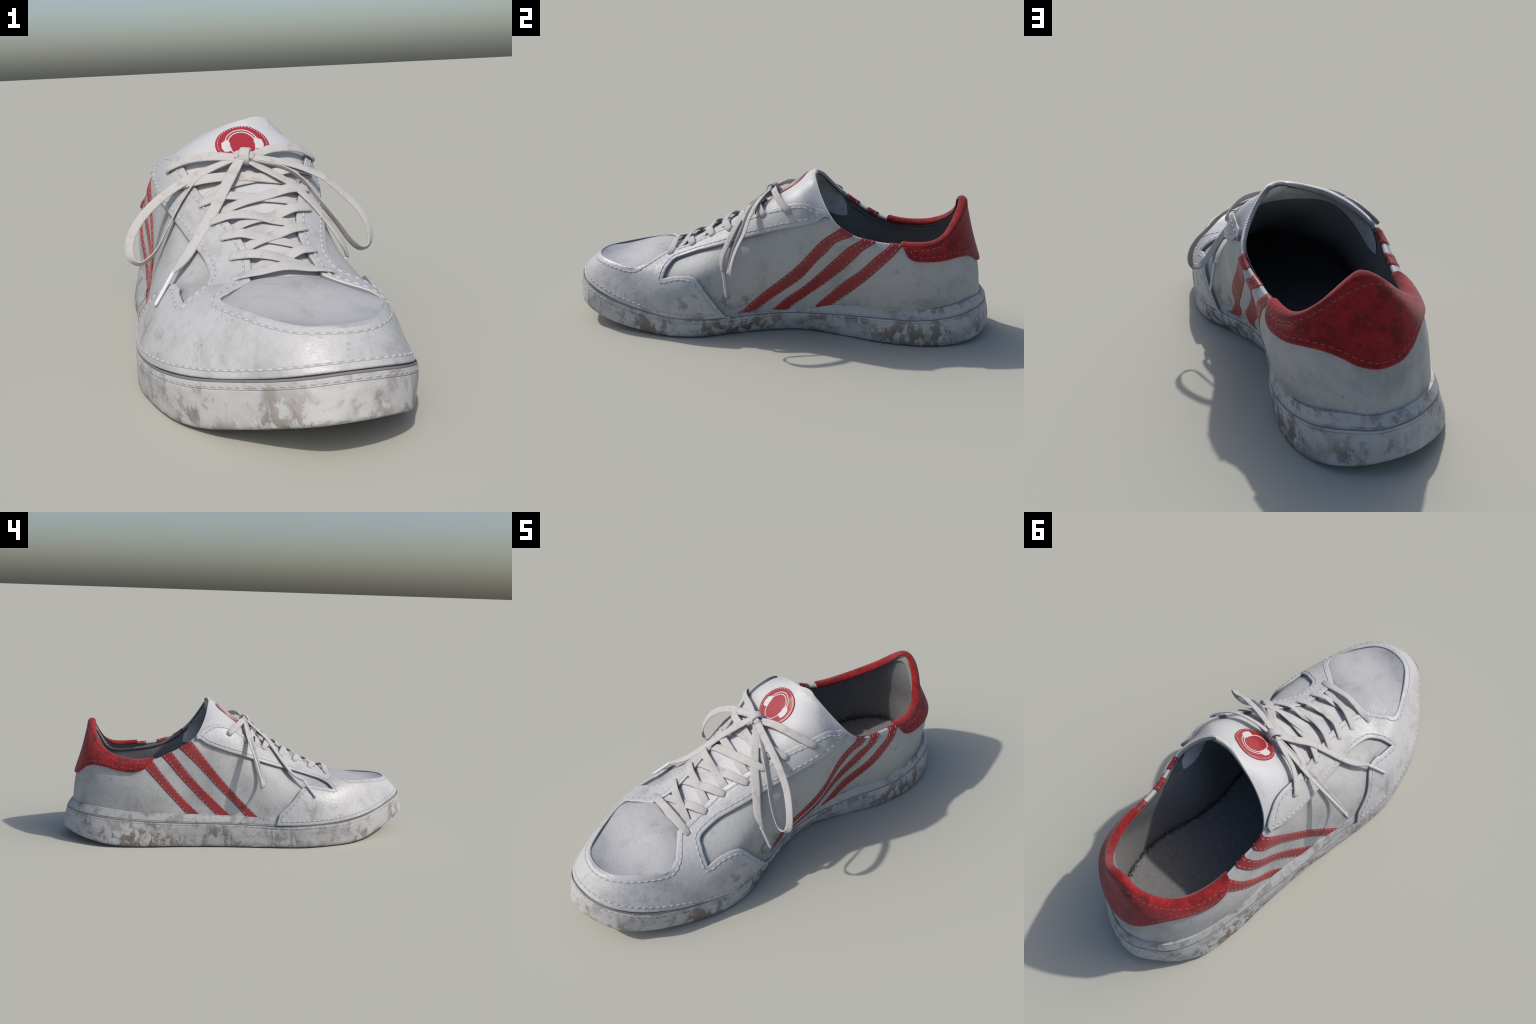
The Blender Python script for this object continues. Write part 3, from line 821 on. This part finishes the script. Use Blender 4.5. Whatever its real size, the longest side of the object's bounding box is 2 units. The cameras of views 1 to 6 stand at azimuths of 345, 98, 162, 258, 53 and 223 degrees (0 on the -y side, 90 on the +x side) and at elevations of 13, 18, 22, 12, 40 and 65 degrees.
ot, ol = outward(top), outward(low)
LIP = np.interp(top[:, 1], [-0.45, 0.05], [1.0, 0.5])[:, None]     # the stitched lip narrows towards the heel
rows = []
Z = np.array([0, 0, 1.0])
rows.append(top - ot * 0.05 - Z * 0.002)
rows.append(top + ot * 0.001 - Z * 0.001)
rows.append(top + ot * 0.0035 - Z * 0.0015)
rows.append(top + ot * 0.0048 - Z * 0.005)
rows.append(top + ot * 0.0055 - Z * 0.019 * LIP)
rows.append(top + ot * 0.0030 - Z * 0.0212 * LIP)      # groove under the lip
rows.append(top + ot * 0.0055 - Z * 0.0232 * LIP)
a_row = top + ot * 0.006 - Z * 0.026 * LIP
b_row = low + ol * 0.0 + Z * 0.003
for s in np.linspace(0, 1, 15):
    rows.append(a_row * (1 - s) + b_row * s + (ot * (1 - s) + ol * s) * 0.001 * math.sin(math.pi * s))
flo = np.maximum(low[:, 2] - 0.012, 0.0)
for ins_d, dz in ((0.0015, 0.3), (0.006, 0.75), (0.014, 1.0), (0.06, 1.0)):
    r = low - ol * ins_d
    r[:, 2] = low[:, 2] * (1 - dz) + flo * dz
    rows.append(r)
cen = rows[-1].copy()
for s in (0.35, 0.7, 1.0):
    r = cen.copy()
    r[:, 0] = cen[:, 0] * (1 - s) + np.interp(cen[:, 1], [-0.9, -0.3, 0.2, 0.95], [0, -0.04, -0.08, 0.0]) * s
    r[:, 1] = np.clip(cen[:, 1], -1 + 0.25 * s, 1 - 0.25 * s)
    r[:, 2] = np.maximum(cen[:, 2] - 0.01 * s, 0.0)
    rows.append(r)
SV = np.array(rows)
# lumps of dried mud and scuffs on the wall
from mathutils import noise as mnoise
for k in range(8, 22):
    for i in range(NS):
        p = SV[k, i]
        h = mnoise.fractal(Vector(p) * 16, 0.9, 2.1, 5) + 0.25
        SV[k, i] += (ol[i]) * (0.0035 * max(0.0, min(h, 0.9)) - 0.001)
SV[..., 2] -= SV[..., 2].min()
make("sole", SV.reshape(-1, 3), grid_faces(len(rows), NS, closed_b=True, flip=True), M_SOLE, sharp=32)

# stitched line on the lip of the sole
lip = top + ot * 0.0055 - Z * 0.0125 * LIP
lipf = lip[:, 1] < -0.25
_fr = np.where(top[:, 1] < 0.0)[0]
_cut = int(np.argmax(np.diff(_fr)))
_fr = np.concatenate([_fr[_cut + 1:], _fr[:_cut + 1]])
stitches("sole_stitching", [(lip[_fr], ot[_fr], False)], M_THREAD_GREY, 0.017, 0.010, 0.0026, sink=0.4)

fx = spline(FOXING, 260)
fo = unit(np.stack([np.gradient(fx[:, 1]), -np.gradient(fx[:, 0]), 0 * fx[:, 0]], 1))
run_ = np.r_[0, np.cumsum(np.linalg.norm(np.diff(fx, axis=0), axis=1))]
tuck = np.clip(1 - np.minimum(run_, run_[-1] - run_) / 0.07, 0, 1)[:, None] ** 1.5
fx = fx - fo * 0.014 * tuck
fb = np.array([top[np.argmin(((top[:, :2] - p[:2]) ** 2).sum(1))] for p in fx])
for _ in range(3):
    fb[1:-1] = 0.5 * fb[1:-1] + 0.25 * (fb[2:] + fb[:-2])
ends = np.clip(np.minimum(np.arange(260), np.arange(260)[::-1]) / 30, 0, 1)[:, None]
frows = []
fb = fb - fo * 0.010 * tuck
frows.append(fb - Z * 0.006 + fo * 0.001)
frows.append(fb + Z * 0.004 + fo * 0.0015)
frows.append(fb + Z * 0.0075 + fo * 0.0015)
frows.append(fb + Z * 0.0095 - fo * 0.0005)       # small welt groove
frows.append(fb + Z * 0.0115 + fo * 0.0015)
for s in (0.2, 0.45, 0.7):
    frows.append((fb + Z * 0.012) * (1 - s) + fx * s + fo * (0.0015 * (1 - s)))
frows.append(fx - Z * 0.004 + fo * 0.0005)
frows.append(fx - Z * 0.001)
frows.append(fx + Z * 0.0002 - fo * 0.001)
frows.append(fx - fo * 0.004)
frows.append(fx - fo * (0.004 + 0.032 * ends) - Z * 0.001)
FV = np.array(frows)
make("foxing", FV.reshape(-1, 3), grid_faces(len(frows), 260, flip=False), M_FOXING, sharp=32)

# dark strip modelled along the upper/sole groove to draw its occlusion shadow
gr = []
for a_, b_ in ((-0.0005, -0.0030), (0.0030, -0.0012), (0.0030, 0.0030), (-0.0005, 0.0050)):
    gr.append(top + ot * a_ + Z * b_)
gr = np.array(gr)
make("groove_shadow_strip", gr.reshape(-1, 3), grid_faces(4, NS, closed_b=True), M_EDGE_SHADE)

# ================================================================== 3. leather overlay: toe cap, wings and eyestays in one piece
EYELETS_R = [(0.138, -0.505, 0.345), (0.120, -0.397, 0.388), (0.126, -0.300, 0.437), (0.172, -0.209, 0.481),
             (0.195, -0.134, 0.535), (0.230, -0.039, 0.569), (0.282, 0.072, 0.609)]
EYELETS_L = [(-0.141, -0.488, 0.351), (-0.121, -0.388, 0.391), (-0.119, -0.292, 0.427), (-0.139, -0.212, 0.474),
             (-0.155, -0.115, 0.524), (-0.185, 0.004, 0.561), (-0.198, 0.102, 0.600)]


def uvs(name, n, lo=-0.5):
    return spline(to_uv(LINES[name], lo), n)


TH = 0.016
wing_R, wing_L = uvs("wing_R", 40), uvs("wing_L", 40)
low_R, low_L = uvs("eyestay_low_R", 60), uvs("eyestay_low_L", 60)
eup_R, eup_L = uvs("eyestay_up_R", 60), uvs("eyestay_up_L", 60)
vmp = uvs("vamp", 120)
uR0, uL0 = wing_R[-1][0] + 0.004, wing_L[-1][0] - 0.004
bottom = np.stack([np.linspace(uL0, uR0, 200), np.full(200, 0.004)], 1)
outline = np.concatenate([bottom, wing_R[::-1][1:], low_R[::-1][1:], eup_R[::-1], vmp[::-1], eup_L, low_L, wing_L[1:]])
holes = [(flat(q), 0.0125) for q in to_uv(EYELETS_R + EYELETS_L, -0.5)]
OVERLAY, OV_RING = panel("leather_overlay", UV, flat(outline), TH, M_LEATHER, bevel=0.005, holes=holes, step=0.012, edge_mat=M_EDGE_SHADE)
ov_runs = run_on(UV, OV_RING, TH, 0.021, 0.016)
seam("seam_shade_band", ov_runs, M_SEAM, parent=OVERLAY)
stitches("overlay_stitching", ov_runs, M_THREAD, 0.019, 0.009, 0.0034, sink=0.1, parent=OVERLAY)
for q in to_uv(EYELETS_R + EYELETS_L, -0.5):
    P, N = surf(*q)
    t1 = unit(np.cross(N, [0.2, 1, 0.1]))
    t2 = np.cross(N, t1)
    V = [P + N * 0.003] + [P + N * 0.003 + 0.016 * (math.cos(a) * t1 + math.sin(a) * t2) for a in np.arange(14) / 14 * 2 * math.pi]
    make("eyelet", V, [(0, 1 + i, 1 + (i + 1) % 14) for i in range(14)], M_HOLE, OVERLAY)

# vamp: the softly padded panel seen inside the toe cap
vl = np.array(LINES["vamp"])[:, :2]
vc = vl.mean(0)
vout = resample(spline(np.concatenate([vl, [(0.0, -0.530)]]), 160, closed=True), 0.008)
vout = vc + (vout - vc) * 1.05


class CrownDomain:
    """A smooth sheet z(x, y) through the rim line of the toe cap, slightly crowned."""
    def __init__(self, pts):
        p = np.asarray(pts, float)
        self.c = np.linalg.lstsq(self.f(p[:, 0], p[:, 1]), p[:, 2], rcond=None)[0]

    @staticmethod
    def f(x, y):
        return np.stack([np.ones_like(x), x, y, x * x, x * y, y * y, y ** 3, x * x * y], -1)

    def point(self, q):
        q = np.asarray(q, float)
        z = lambda a, b: self.f(a, b) @ self.c
        x, y = q[..., 0], q[..., 1]
        e = 1e-3
        n = np.stack([-(z(x + e, y) - z(x - e, y)) / (2 * e), -(z(x, y + e) - z(x, y - e)) / (2 * e), np.ones_like(x)], -1)
        return np.stack([x, y, z(x, y)], -1), unit(n)


plane = CrownDomain(np.concatenate([np.array(LINES["vamp"]), [(0.0, -0.53, 0.360), (-0.06, -0.53, 0.358), (0.06, -0.535, 0.355)]]))
VAMP, V_RING = panel("vamp", plane, vout, -0.004, M_VAMP, bevel=0.004, puff=0.008, step=0.014, base=-0.03)
back = spline([(-0.10, -0.532), (-0.03, -0.540), (0.04, -0.541), (0.10, -0.535)], 30)
bp, bn = plane.point(back)
stitches("vamp_stitching", [(bp - bn * 0.0045, bn, False)], M_THREAD, 0.014, 0.009, 0.0026, parent=VAMP)

# ================================================================== 4. red parts: stripes and heel patch
STRIPE_TOP = {"R1front": 0.305, "R1back": 0.352, "R2front": 0.398, "R2back": 0.450, "R3front": 0.520, "R3back": 0.568,
              "L1front": 0.317, "L1back": 0.372, "L2front": 0.420, "L2back": 0.465, "L3front": 0.528, "L3back": 0.585}   # y on the collar


def rim_u(side, y):
    """Station on the collar edge whose y is given."""
    u = np.linspace(U_COR, 0.45, 200) if side == "R" else np.linspace(1 - U_COR, 0.55, 200)
    return float(np.interp(y, surf(u, np.ones(200))[0][:, 1], u))


stripe_runs = []
for side in "RL":
    for k in "123":
        ends_ = []
        for e in ("front", "back"):
            p3 = np.array(LINES[f"stripe_{side}{k}_{e}"])
            p3 = p3[np.argsort(p3[:, 2])]
            ut = rim_u(side, STRIPE_TOP[side + k + e])
            tip = surf(ut, 1.0)[0]
            p3 = p3[np.linalg.norm(p3 - tip, axis=1) > 0.045]
            ln = to_uv(spline(np.concatenate([p3, [tip]]), 26), 0.0)
            ln[-1] = (ut, 1.0)
            ln = spline(ln, 60)
            for _ in range(8):
                ln[1:-1] = 0.5 * ln[1:-1] + 0.25 * (ln[2:] + ln[:-2])
            d0 = ln[0] - ln[5]
            start = ln[0] + d0 * (0.04 / max(abs(d0[1]), 1e-3))            # runs on down behind the foxing
            start[0] = ln[0][0] + np.clip(start[0] - ln[0][0], -0.006, 0.006)
            start[1] = max(start[1], 0.02)
            topv = np.linspace(1.0, 1 + RIM_V * 0.9, 10)[1:]
            ends_.append(np.concatenate([[start], ln, np.stack([np.full(9, ut), topv], 1)]))
        f_, b_ = ends_
        m_ = min(len(f_), len(b_))
        gap_ = (f_[:m_, 0] - b_[:m_, 0]).mean() * 0.05
        f_[:, 0] += gap_
        b_[:, 0] -= gap_
        STR, s_ring = panel("stripe", UV, flat(np.concatenate([f_, b_[::-1]])), 0.0028, M_STRIPE, bevel=0.002, base=-0.002, step=0.012)
        for ln, sgn in ((f_, 1), (b_, -1)):
            c = ln + (np.array(f_.mean(0)) - np.array(b_.mean(0))) * -0.14 * sgn
            P, N = surf(c[:, 0], c[:, 1])
            stripe_runs.append((P + N * 0.0026, N, False))
stitches("stripe_stitching", stripe_runs, M_THREAD_PINK, 0.015, 0.010, 0.0020)

pl = spline(to_uv(LINES["patch"], 0.0), 160)
topv = 1 + RIM_V * 0.8
u0, u1 = pl[0][0], pl[-1][0]
pl = pl[(pl[:, 1] < 0.985)]
corner0 = np.stack([np.full(8, u0 - 0.001), np.linspace(topv, pl[0][1] + 0.02, 8)], 1)
corner1 = np.stack([np.full(8, u1 + 0.001), np.linspace(pl[-1][1] + 0.02, topv, 8)], 1)
top_edge = np.stack([np.linspace(u1, u0, 160), np.full(160, topv)], 1)
PATCH, P_RING = panel("heel_patch", UV, flat(np.concatenate([corner0, pl, corner1, top_edge[1:-1]])), 0.013, M_SUEDE, bevel=0.007, step=0.011)
prun = []
for uu_ in np.linspace(u0 + 0.008, u1 - 0.008, 160):
    vs = np.linspace(1, 0.75, 26)
    pp = surf(np.full(26, uu_), vs)[0]
    arc = np.r_[0, np.cumsum(np.linalg.norm(np.diff(pp, axis=0), axis=1))]
    prun.append((uu_, float(np.interp(0.022, arc, vs))))
prun = np.array(prun)
prun_p, prun_n = surf(prun[:, 0], prun[:, 1])
keep = P_RING[P_RING[:, 1] < 0.96 * 0.75]
keep = keep[np.argsort(keep[:, 0])]
runs = [(prun_p + prun_n * 0.0125, prun_n, False)]
r_in = inset_ring(UV, P_RING, 0.021)
P_, N_ = UV.point(r_in)
sel = [i for i in range(len(r_in)) if r_in[i, 1] < 0.90 * 0.75]
sel.sort(key=lambda i: r_in[i, 0])
runs.append(((P_ + N_ * 0.0125)[sel], N_[sel], False))
stitches("heel_stitching", runs, M_THREAD_DARK, 0.016, 0.010, 0.0021, parent=PATCH)

# ================================================================== 5. tongue badge with a headphone emblem
bc, bnrm = lift((0.043, 0.070, 0.676), 0)
ey = unit(np.array([0.03, 0.72, 0.69]))
ey = unit(ey - bnrm * (ey @ bnrm))
ex = np.cross(ey, bnrm)
tong = PlaneDomain(bc, ex, ey, base_bvh)
BR = 0.093
ang = np.linspace(0, 2 * math.pi, 90, endpoint=False)
circ = np.stack([np.cos(ang), np.sin(ang)], 1)
BADGE, B_RING = panel("badge", tong, circ * BR * [1.0, 0.97], 0.0045, M_BADGE, bevel=0.003, step=0.01)
bp, bn = tong.point(circ * BR * 0.91)
stitches("badge_stitching", [(bp + bn * 0.0045, bn, True)], M_PRINT, 0.006, 0.005, 0.0014, parent=BADGE)


def arc_band(a0, a1, rx, ry, w, cy=-0.03, n=60):
    a = np.radians(np.linspace(a0, a1, n))
    o = np.stack([np.cos(a) * (rx + w / 2), np.sin(a) * (ry + w / 2) + cy], 1)
    i = np.stack([np.cos(a) * (rx - w / 2), np.sin(a) * (ry - w / 2) + cy], 1)[::-1]
    return np.concatenate([o, i]) * BR


marks = [arc_band(12, 168, 0.53, 0.64, 0.05), arc_band(14, 166, 0.63, 0.76, 0.045), arc_band(192, 348, 0.50, 0.66, 0.05)]
for sx in (1, -1):
    cup = [(0.50, 0.30), (0.62, 0.26), (0.76, 0.16), (0.79, -0.10), (0.72, -0.30), (0.56, -0.32), (0.42, -0.24), (0.46, -0.05), (0.44, 0.12)]
    marks.append(np.array([(sx * x, y - 0.02) for x, y in cup]) * BR)
for m in marks:
    panel("emblem", tong, m, 0.0062, M_PRINT, bevel=0.0012, step=0.006, edge=0.003, base=0.0035, parent=BADGE, smooth_n=1)

# ================================================================== 6. laces
LW = 0.036
eR = [lift(p, TH) for p in EYELETS_R]
eL = [lift(p, TH) for p in EYELETS_L]
edge_R, edge_L = np.array(LINES["eyestay_up_R"]), np.array(LINES["eyestay_up_L"])


def at_y(line, y):
    o = np.argsort(line[:, 1])
    return np.array([np.interp(y, line[o, 1], line[o, a]) for a in range(3)])


def strand(name, a, b, hs, under=True):
    """Lace from eyelet a = (point, normal) across to point b, at heights hs over the tongue."""
    pa, na = a
    ctrl, nn = [pa - na * 0.020 , pa - na * 0.002], [na, na]
    d = b - pa
    first = True
    h0, h1 = hs[0][1], hs[-1][1]
    q0, m0 = lift(pa + d * hs[0][0], h0)
    q1, m1 = lift(pa + d * hs[-1][0], h1)
    for f, h in hs:
        s_ = (f - hs[0][0]) / (hs[-1][0] - hs[0][0])
        p = q0 * (1 - s_) + q1 * s_
        low_, nrm = lift(p, h)
        if (p - low_) @ nrm < 0:
            p = low_
        ctrl.append(p)
        nn.append(unit(m0 * (1 - s_) + m1 * s_))
    ctrl[0] = ctrl[0] - unit(d) * 0.006
    ctrl[1] = ctrl[1] - unit(d) * 0.008
    t = np.array(nn)
    # the first bend: the ribbon stands up out of the hole
    t[0] = unit(-unit(d) * 1.0 + na * 0.1)
    t[1] = unit(-unit(d) * 0.7 + na * 0.6)
    return ribbon(name, ctrl, LW, 0.0065, M_LACE, t, n=56, wprof=[(0, 0.6), (0.10, 0.72), (0.25, 1), (1, 1)], tprof=[(0, 2.0), (0.1, 1.8), (0.3, 1), (1, 1)])


# straight bar at the toe end, between the first two eyelets
p0, n0 = eR[0]
p1, n1 = eL[0]
bar, bno = [p0 - n0 * 0.02 + [0.006, 0, 0], p0 + [0.008, 0, -0.002]], [unit(np.array([1.0, 0, 0.2])), unit(np.array([0.7, 0, 0.7]))]
for f, h in ((0.10, 0.020), (0.25, 0.021), (0.5, 0.022), (0.75, 0.021), (0.90, 0.020)):
    p, nn_ = lift(p0 * (1 - f) + p1 * f, h)
    bar.append(p)
    bno.append(unit(nn_ + np.array([0, -0.25, 0.2])))
bar += [p1 + [-0.008, 0, -0.002], p1 - n1 * 0.02 - [0.006, 0, 0]]
bno += [unit(np.array([-0.7, 0, 0.7])), unit(np.array([-1.0, 0, 0.2]))]
ribbon("lace", bar, LW, 0.0065, M_LACE, bno, n=70, wprof=[(0, 0.6), (0.1, 0.75), (0.2, 1), (0.8, 1), (0.9, 0.75), (1, 0.6)], tprof=[(0, 2), (0.1, 1.8), (0.25, 1), (0.75, 1), (0.9, 1.8), (1, 2)])
for k in range(1, 6):
    for s in "RL":
        a = (eR if s == "R" else eL)[k]
        opp = edge_L if s == "R" else edge_R
        ends_opp = (eL if s == "R" else eR)
        yb = ends_opp[k - 1][0][1] * 0.72 + ends_opp[k][0][1] * 0.28
        b = at_y(opp, yb)
        over = (k % 2 == 0) == (s == "R")
        m = 0.018 if over else 0.009
        strand("lace", a, b, [(0.10, TH + 0.008), (0.26, TH + 0.010), (0.5, m), (0.75, 0.010), (0.93, 0.007), (1.06, 0.002)])

KNOT = np.array([0.022, -0.030, 0.650])
for a, sx in ((eR[6], 1), (eL[6], -1)):
    pa, na = a
    d = KNOT - pa
    c = [pa - na * 0.02 - unit(d) * 0.006, pa - unit(d) * 0.008]
    nn = [unit(-unit(d) + na * 0.1), unit(-unit(d) * 0.7 + na * 0.6)]
    for f, h in ((0.10, 0.026), (0.35, 0.030), (0.65, 0.032)):
        p, q = lift(pa + d * f, h)
        c.append(p)
        nn.append(unit(q + np.array([0, -0.2, 0])))
    c += [KNOT + [0.02 * sx, 0.004, -0.004], KNOT + [0.0, 0.0, -0.004]]
    nn += [np.array([0, -0.5, 0.8])] * 2
    ribbon("lace", c, LW * 0.9, 0.008, M_LACE, nn, n=60, wprof=[(0, 0.6), (0.10, 0.75), (0.25, 1), (0.85, 1), (1, 0.6)], tprof=[(0, 2.0), (0.1, 1.8), (0.3, 1), (1, 1)])

# the bow: two loops and two free ends
loop_L = [(0.020, -0.028, 0.652), (-0.030, -0.024, 0.636), (-0.103, -0.019, 0.612), (-0.181, -0.013, 0.580), (-0.264, -0.017, 0.534), (-0.336, -0.029, 0.473),
          (-0.375, -0.042, 0.416), (-0.386, -0.054, 0.375), (-0.378, -0.063, 0.345), (-0.357, -0.069, 0.333), (-0.330, -0.070, 0.344),
          (-0.298, -0.067, 0.372), (-0.245, -0.052, 0.442), (-0.189, -0.034, 0.521), (-0.143, -0.024, 0.577), (-0.083, -0.026, 0.609), (0.010, -0.030, 0.640)]
nrm_L = [(0, -0.6, 0.8), (0, -0.6, 0.8), (-0.1, -0.6, 0.8), (-0.2, -0.6, 0.75), (-0.4, -0.6, 0.65), (-0.5, -0.65, 0.5),
         (-0.6, -0.7, 0.2), (-0.6, -0.75, 0.0), (-0.5, -0.7, -0.4), (0.0, -0.6, -0.8), (0.5, -0.5, -0.7),
         (0.75, -0.3, -0.6), (0.8, -0.2, -0.5), (0.8, -0.2, -0.55), (0.6, -0.2, -0.75), (0.3, -0.3, -0.9), (0, -0.5, -0.8)]
loop_R = [(0.022, -0.032, 0.652), (0.060, -0.046, 0.645), (0.120, -0.068, 0.632), (0.200, -0.090, 0.606), (0.275, -0.108, 0.566), (0.333, -0.123, 0.510),
          (0.376, -0.145, 0.462), (0.401, -0.162, 0.412), (0.407, -0.172, 0.366), (0.396, -0.179, 0.338), (0.370, -0.183, 0.332), (0.343, -0.182, 0.350),
          (0.289, -0.167, 0.428), (0.236, -0.138, 0.507), (0.190, -0.116, 0.572), (0.139, -0.090, 0.610), (0.077, -0.056, 0.626), (0.025, -0.035, 0.640)]
nrm_R = [(0, -0.6, 0.8), (0, -0.6, 0.8), (0.1, -0.6, 0.8), (0.3, -0.6, 0.75), (0.45, -0.6, 0.65), (0.55, -0.6, 0.5),
         (0.6, -0.65, 0.3), (0.65, -0.7, 0.1), (0.6, -0.75, -0.1), (0.4, -0.7, -0.5), (0.0, -0.6, -0.8), (-0.5, -0.5, -0.7),
         (-0.75, -0.4, -0.5), (-0.8, -0.3, -0.5), (-0.7, -0.3, -0.6), (-0.5, -0.3, -0.8), (-0.2, -0.4, -0.85), (0, -0.5, -0.8)]
end_L = [(0.020, -0.032, 0.656), (-0.010, -0.058, 0.630), (-0.048, -0.100, 0.592), (-0.085, -0.142, 0.553), (-0.118, -0.170, 0.512), (-0.155, -0.198, 0.462),
         (-0.185, -0.219, 0.428), (-0.225, -0.250, 0.390), (-0.262, -0.282, 0.366), (-0.292, -0.315, 0.351)]
nrm_e = [(-0.3, -0.6, 0.75)] * 10
end_R = [(0.024, -0.036, 0.642), (0.060, -0.062, 0.618), (0.105, -0.103, 0.588), (0.146, -0.137, 0.555), (0.178, -0.164, 0.520), (0.207, -0.184, 0.474),
         (0.233, -0.205, 0.424), (0.250, -0.223, 0.372), (0.262, -0.229, 0.342), (0.281, -0.228, 0.314)]
nrm_f = [(0.3, -0.6, 0.75)] * 3 + [(0.5, -0.6, 0.6)] * 2 + [(0.7, -0.6, 0.3)] * 3 + [(0.6, -0.6, 0.3)] * 2


def clear(pts, h):
    out = []
    for p in np.array(pts, float):
        q, n_ = lift(p, h)
        out.append(q if (p - q) @ n_ < 0 and np.linalg.norm(p - q) < 0.08 else p)
    return out


end_L = clear(end_L, TH + 0.006)
end_R = clear(end_R, TH + 0.006)
loop_L = clear(loop_L, TH + 0.005)
loop_R = clear(loop_R, TH + 0.005)
ribbon("lace_loop", loop_L, 0.032, 0.006, M_LACE, nrm_L, n=110, wprof=[(0, 0.7), (0.12, 1), (0.88, 0.9), (1, 0.7)])
ribbon("lace_loop", loop_R, 0.032, 0.006, M_LACE, nrm_R, n=110, wprof=[(0, 0.7), (0.12, 1), (0.88, 0.9), (1, 0.7)])
ribbon("lace_end", end_L, 0.039, 0.008, M_LACE, nrm_e, n=70, wprof=[(0, 0.7), (0.15, 1), (0.6, 1), (0.85, 0.8), (1, 0.33)], tprof=[(0, 1), (0.6, 1.2), (1, 1.2)])
ribbon("lace_end", end_R, 0.038, 0.008, M_LACE, nrm_f, n=70, wprof=[(0, 0.7), (0.15, 1), (0.6, 1), (0.85, 0.85), (1, 0.33)], tprof=[(0, 1), (0.6, 1.2), (1, 1.2)])
for a, b in (((-0.289, -0.312, 0.353), (-0.348, -0.368, 0.265)), ((0.279, -0.228, 0.317), (0.323, -0.208, 0.202))):
    a, b = clear([a, b], 0.010 if a[0] > 0 else TH + 0.008)
    ribbon("aglet", [a, a * 0.67 + b * 0.33, a * 0.33 + b * 0.67, b], 0.0125, 0.0125, M_AGLET, [(0.1, -0.7, 0.7)] * 4, n=12, wprof=[(0, 1.1), (0.1, 1), (0.9, 0.85), (1, 0.7)], tprof=[(0, 1.1), (0.1, 1), (0.9, 0.85), (1, 0.7)])

# the knot: a band wrapped round the crossing
kc, kx, ky, kz = KNOT, unit(np.array([0.85, -0.35, -0.1])), unit(np.array([0.2, 0.62, 0.72])), None
kz = unit(np.cross(kx, ky))
ky = np.cross(kz, kx)
wrap = [kc + 0.021 * math.cos(t) * kz + 0.026 * math.sin(t) * ky + kx * 0.004 * math.sin(t / 2) for t in np.linspace(-0.6, 5.9, 12)]
wn = [unit(math.cos(t) * kz + math.sin(t) * ky) for t in np.linspace(-0.6, 5.9, 12)]
ribbon("lace_knot", wrap, 0.036, 0.012, M_LACE, wn, n=60)
wrap2 = [kc + 0.012 * kz * math.cos(t) + 0.03 * math.sin(t) * kx for t in np.linspace(0, 5.6, 12)]
wn2 = [unit(math.cos(t) * kz + math.sin(t) * kx) for t in np.linspace(0, 5.6, 12)]
ribbon("lace_knot", wrap2, 0.030, 0.012, M_LACE, wn2, n=50)

# ================================================================== 7. lining details
gold = []
for dist_ in (0.034,):
    pts_, nr_ = [], []
    for i in range(int(U_COR * GU) + 6, int((1 - U_COR) * GU) - 6):
        col = inner[i]
        arc = np.r_[0, np.cumsum(np.linalg.norm(np.diff(col[::-1], axis=0), axis=1))]
        pts_.append([np.interp(dist_, arc, col[::-1][:, a]) for a in range(3)])
        nr_.append(-BASE_N[i, -4])
    gold.append((np.array(pts_), np.array(nr_), False))
stitches("collar_stitching", gold, M_THREAD_GOLD, 0.014, 0.012, 0.0024)
# a soft ridge where the lining is turned over under the collar
rp, rn = gold[0][0], gold[0][1]
up = Z
rv = []
for a_, b_ in ((0.030, 0.0), (0.024, 0.006), (0.014, 0.0075), (0.005, 0.006), (0.0, 0.0)):
    rv.append(rp + up * a_ + rn * b_)
rv = np.array(rv)
make("collar_binding", rv.reshape(-1, 3), grid_faces(5, len(rp), flip=True), M_LINING)
# frayed seam round the insole: short dark yarn tufts and ochre stitches
V, F = [], []
seam = []
for i in range(0, GU):
    col = inner[i]
    j = int(np.argmax(col[:, 2] > INS_Z + 0.004))
    seam.append((col[j], -BASE_N[i, j]))
sp = np.array([a for a, _ in seam])
sn = np.array([b for _, b in seam])
for _ in range(4):
    sp = 0.5 * sp + 0.25 * (np.roll(sp, 1, 0) + np.roll(sp, -1, 0))
sel = [i for i in range(GU) if sp[i, 1] > -0.35]
for i in sel:
    t = unit(sp[(i + 1) % GU] - sp[i - 1])
    for _ in range(6):
        p = sp[i] + t * RNG.uniform(-0.006, 0.006) + sn[i] * 0.004 + Z * RNG.uniform(-0.004, 0.004)
        d = unit(t * RNG.normal(0, 0.8) + Z * RNG.normal(0, 0.9) + sn[i] * RNG.uniform(0.0, 0.7))
        l = RNG.uniform(0.010, 0.026)
        b = unit(np.cross(d, sn[i] + 0.01)) * 0.0014
        m = unit(np.cross(d, b)) * 0.0014
        k = len(V)
        e = p + d * l * 0.6 + sn[i] * 0.003
        g = p + d * l
        V += [p - b, p + b, p + m, e - b, e + b, e + m, g]
        F += [(k, k + 1, k + 4, k + 3), (k + 1, k + 2, k + 5, k + 4), (k + 2, k, k + 3, k + 5), (k + 3, k + 4, k + 6), (k + 4, k + 5, k + 6), (k + 5, k + 3, k + 6)]
make("frayed_seam", V, F, M_FUZZ, stuff=True)
ss = [i for i in sel]
brk = [k for k in range(1, len(ss)) if ss[k] != ss[k - 1] + 1]
parts_ = np.split(np.array(ss), brk)
stitches("insole_stitching", [(sp[c] + sn[c] * 0.010 + Z * 0.006, sn[c], False) for c in parts_ if len(c) > 8], M_THREAD_GOLD, 0.010, 0.016, 0.0022)
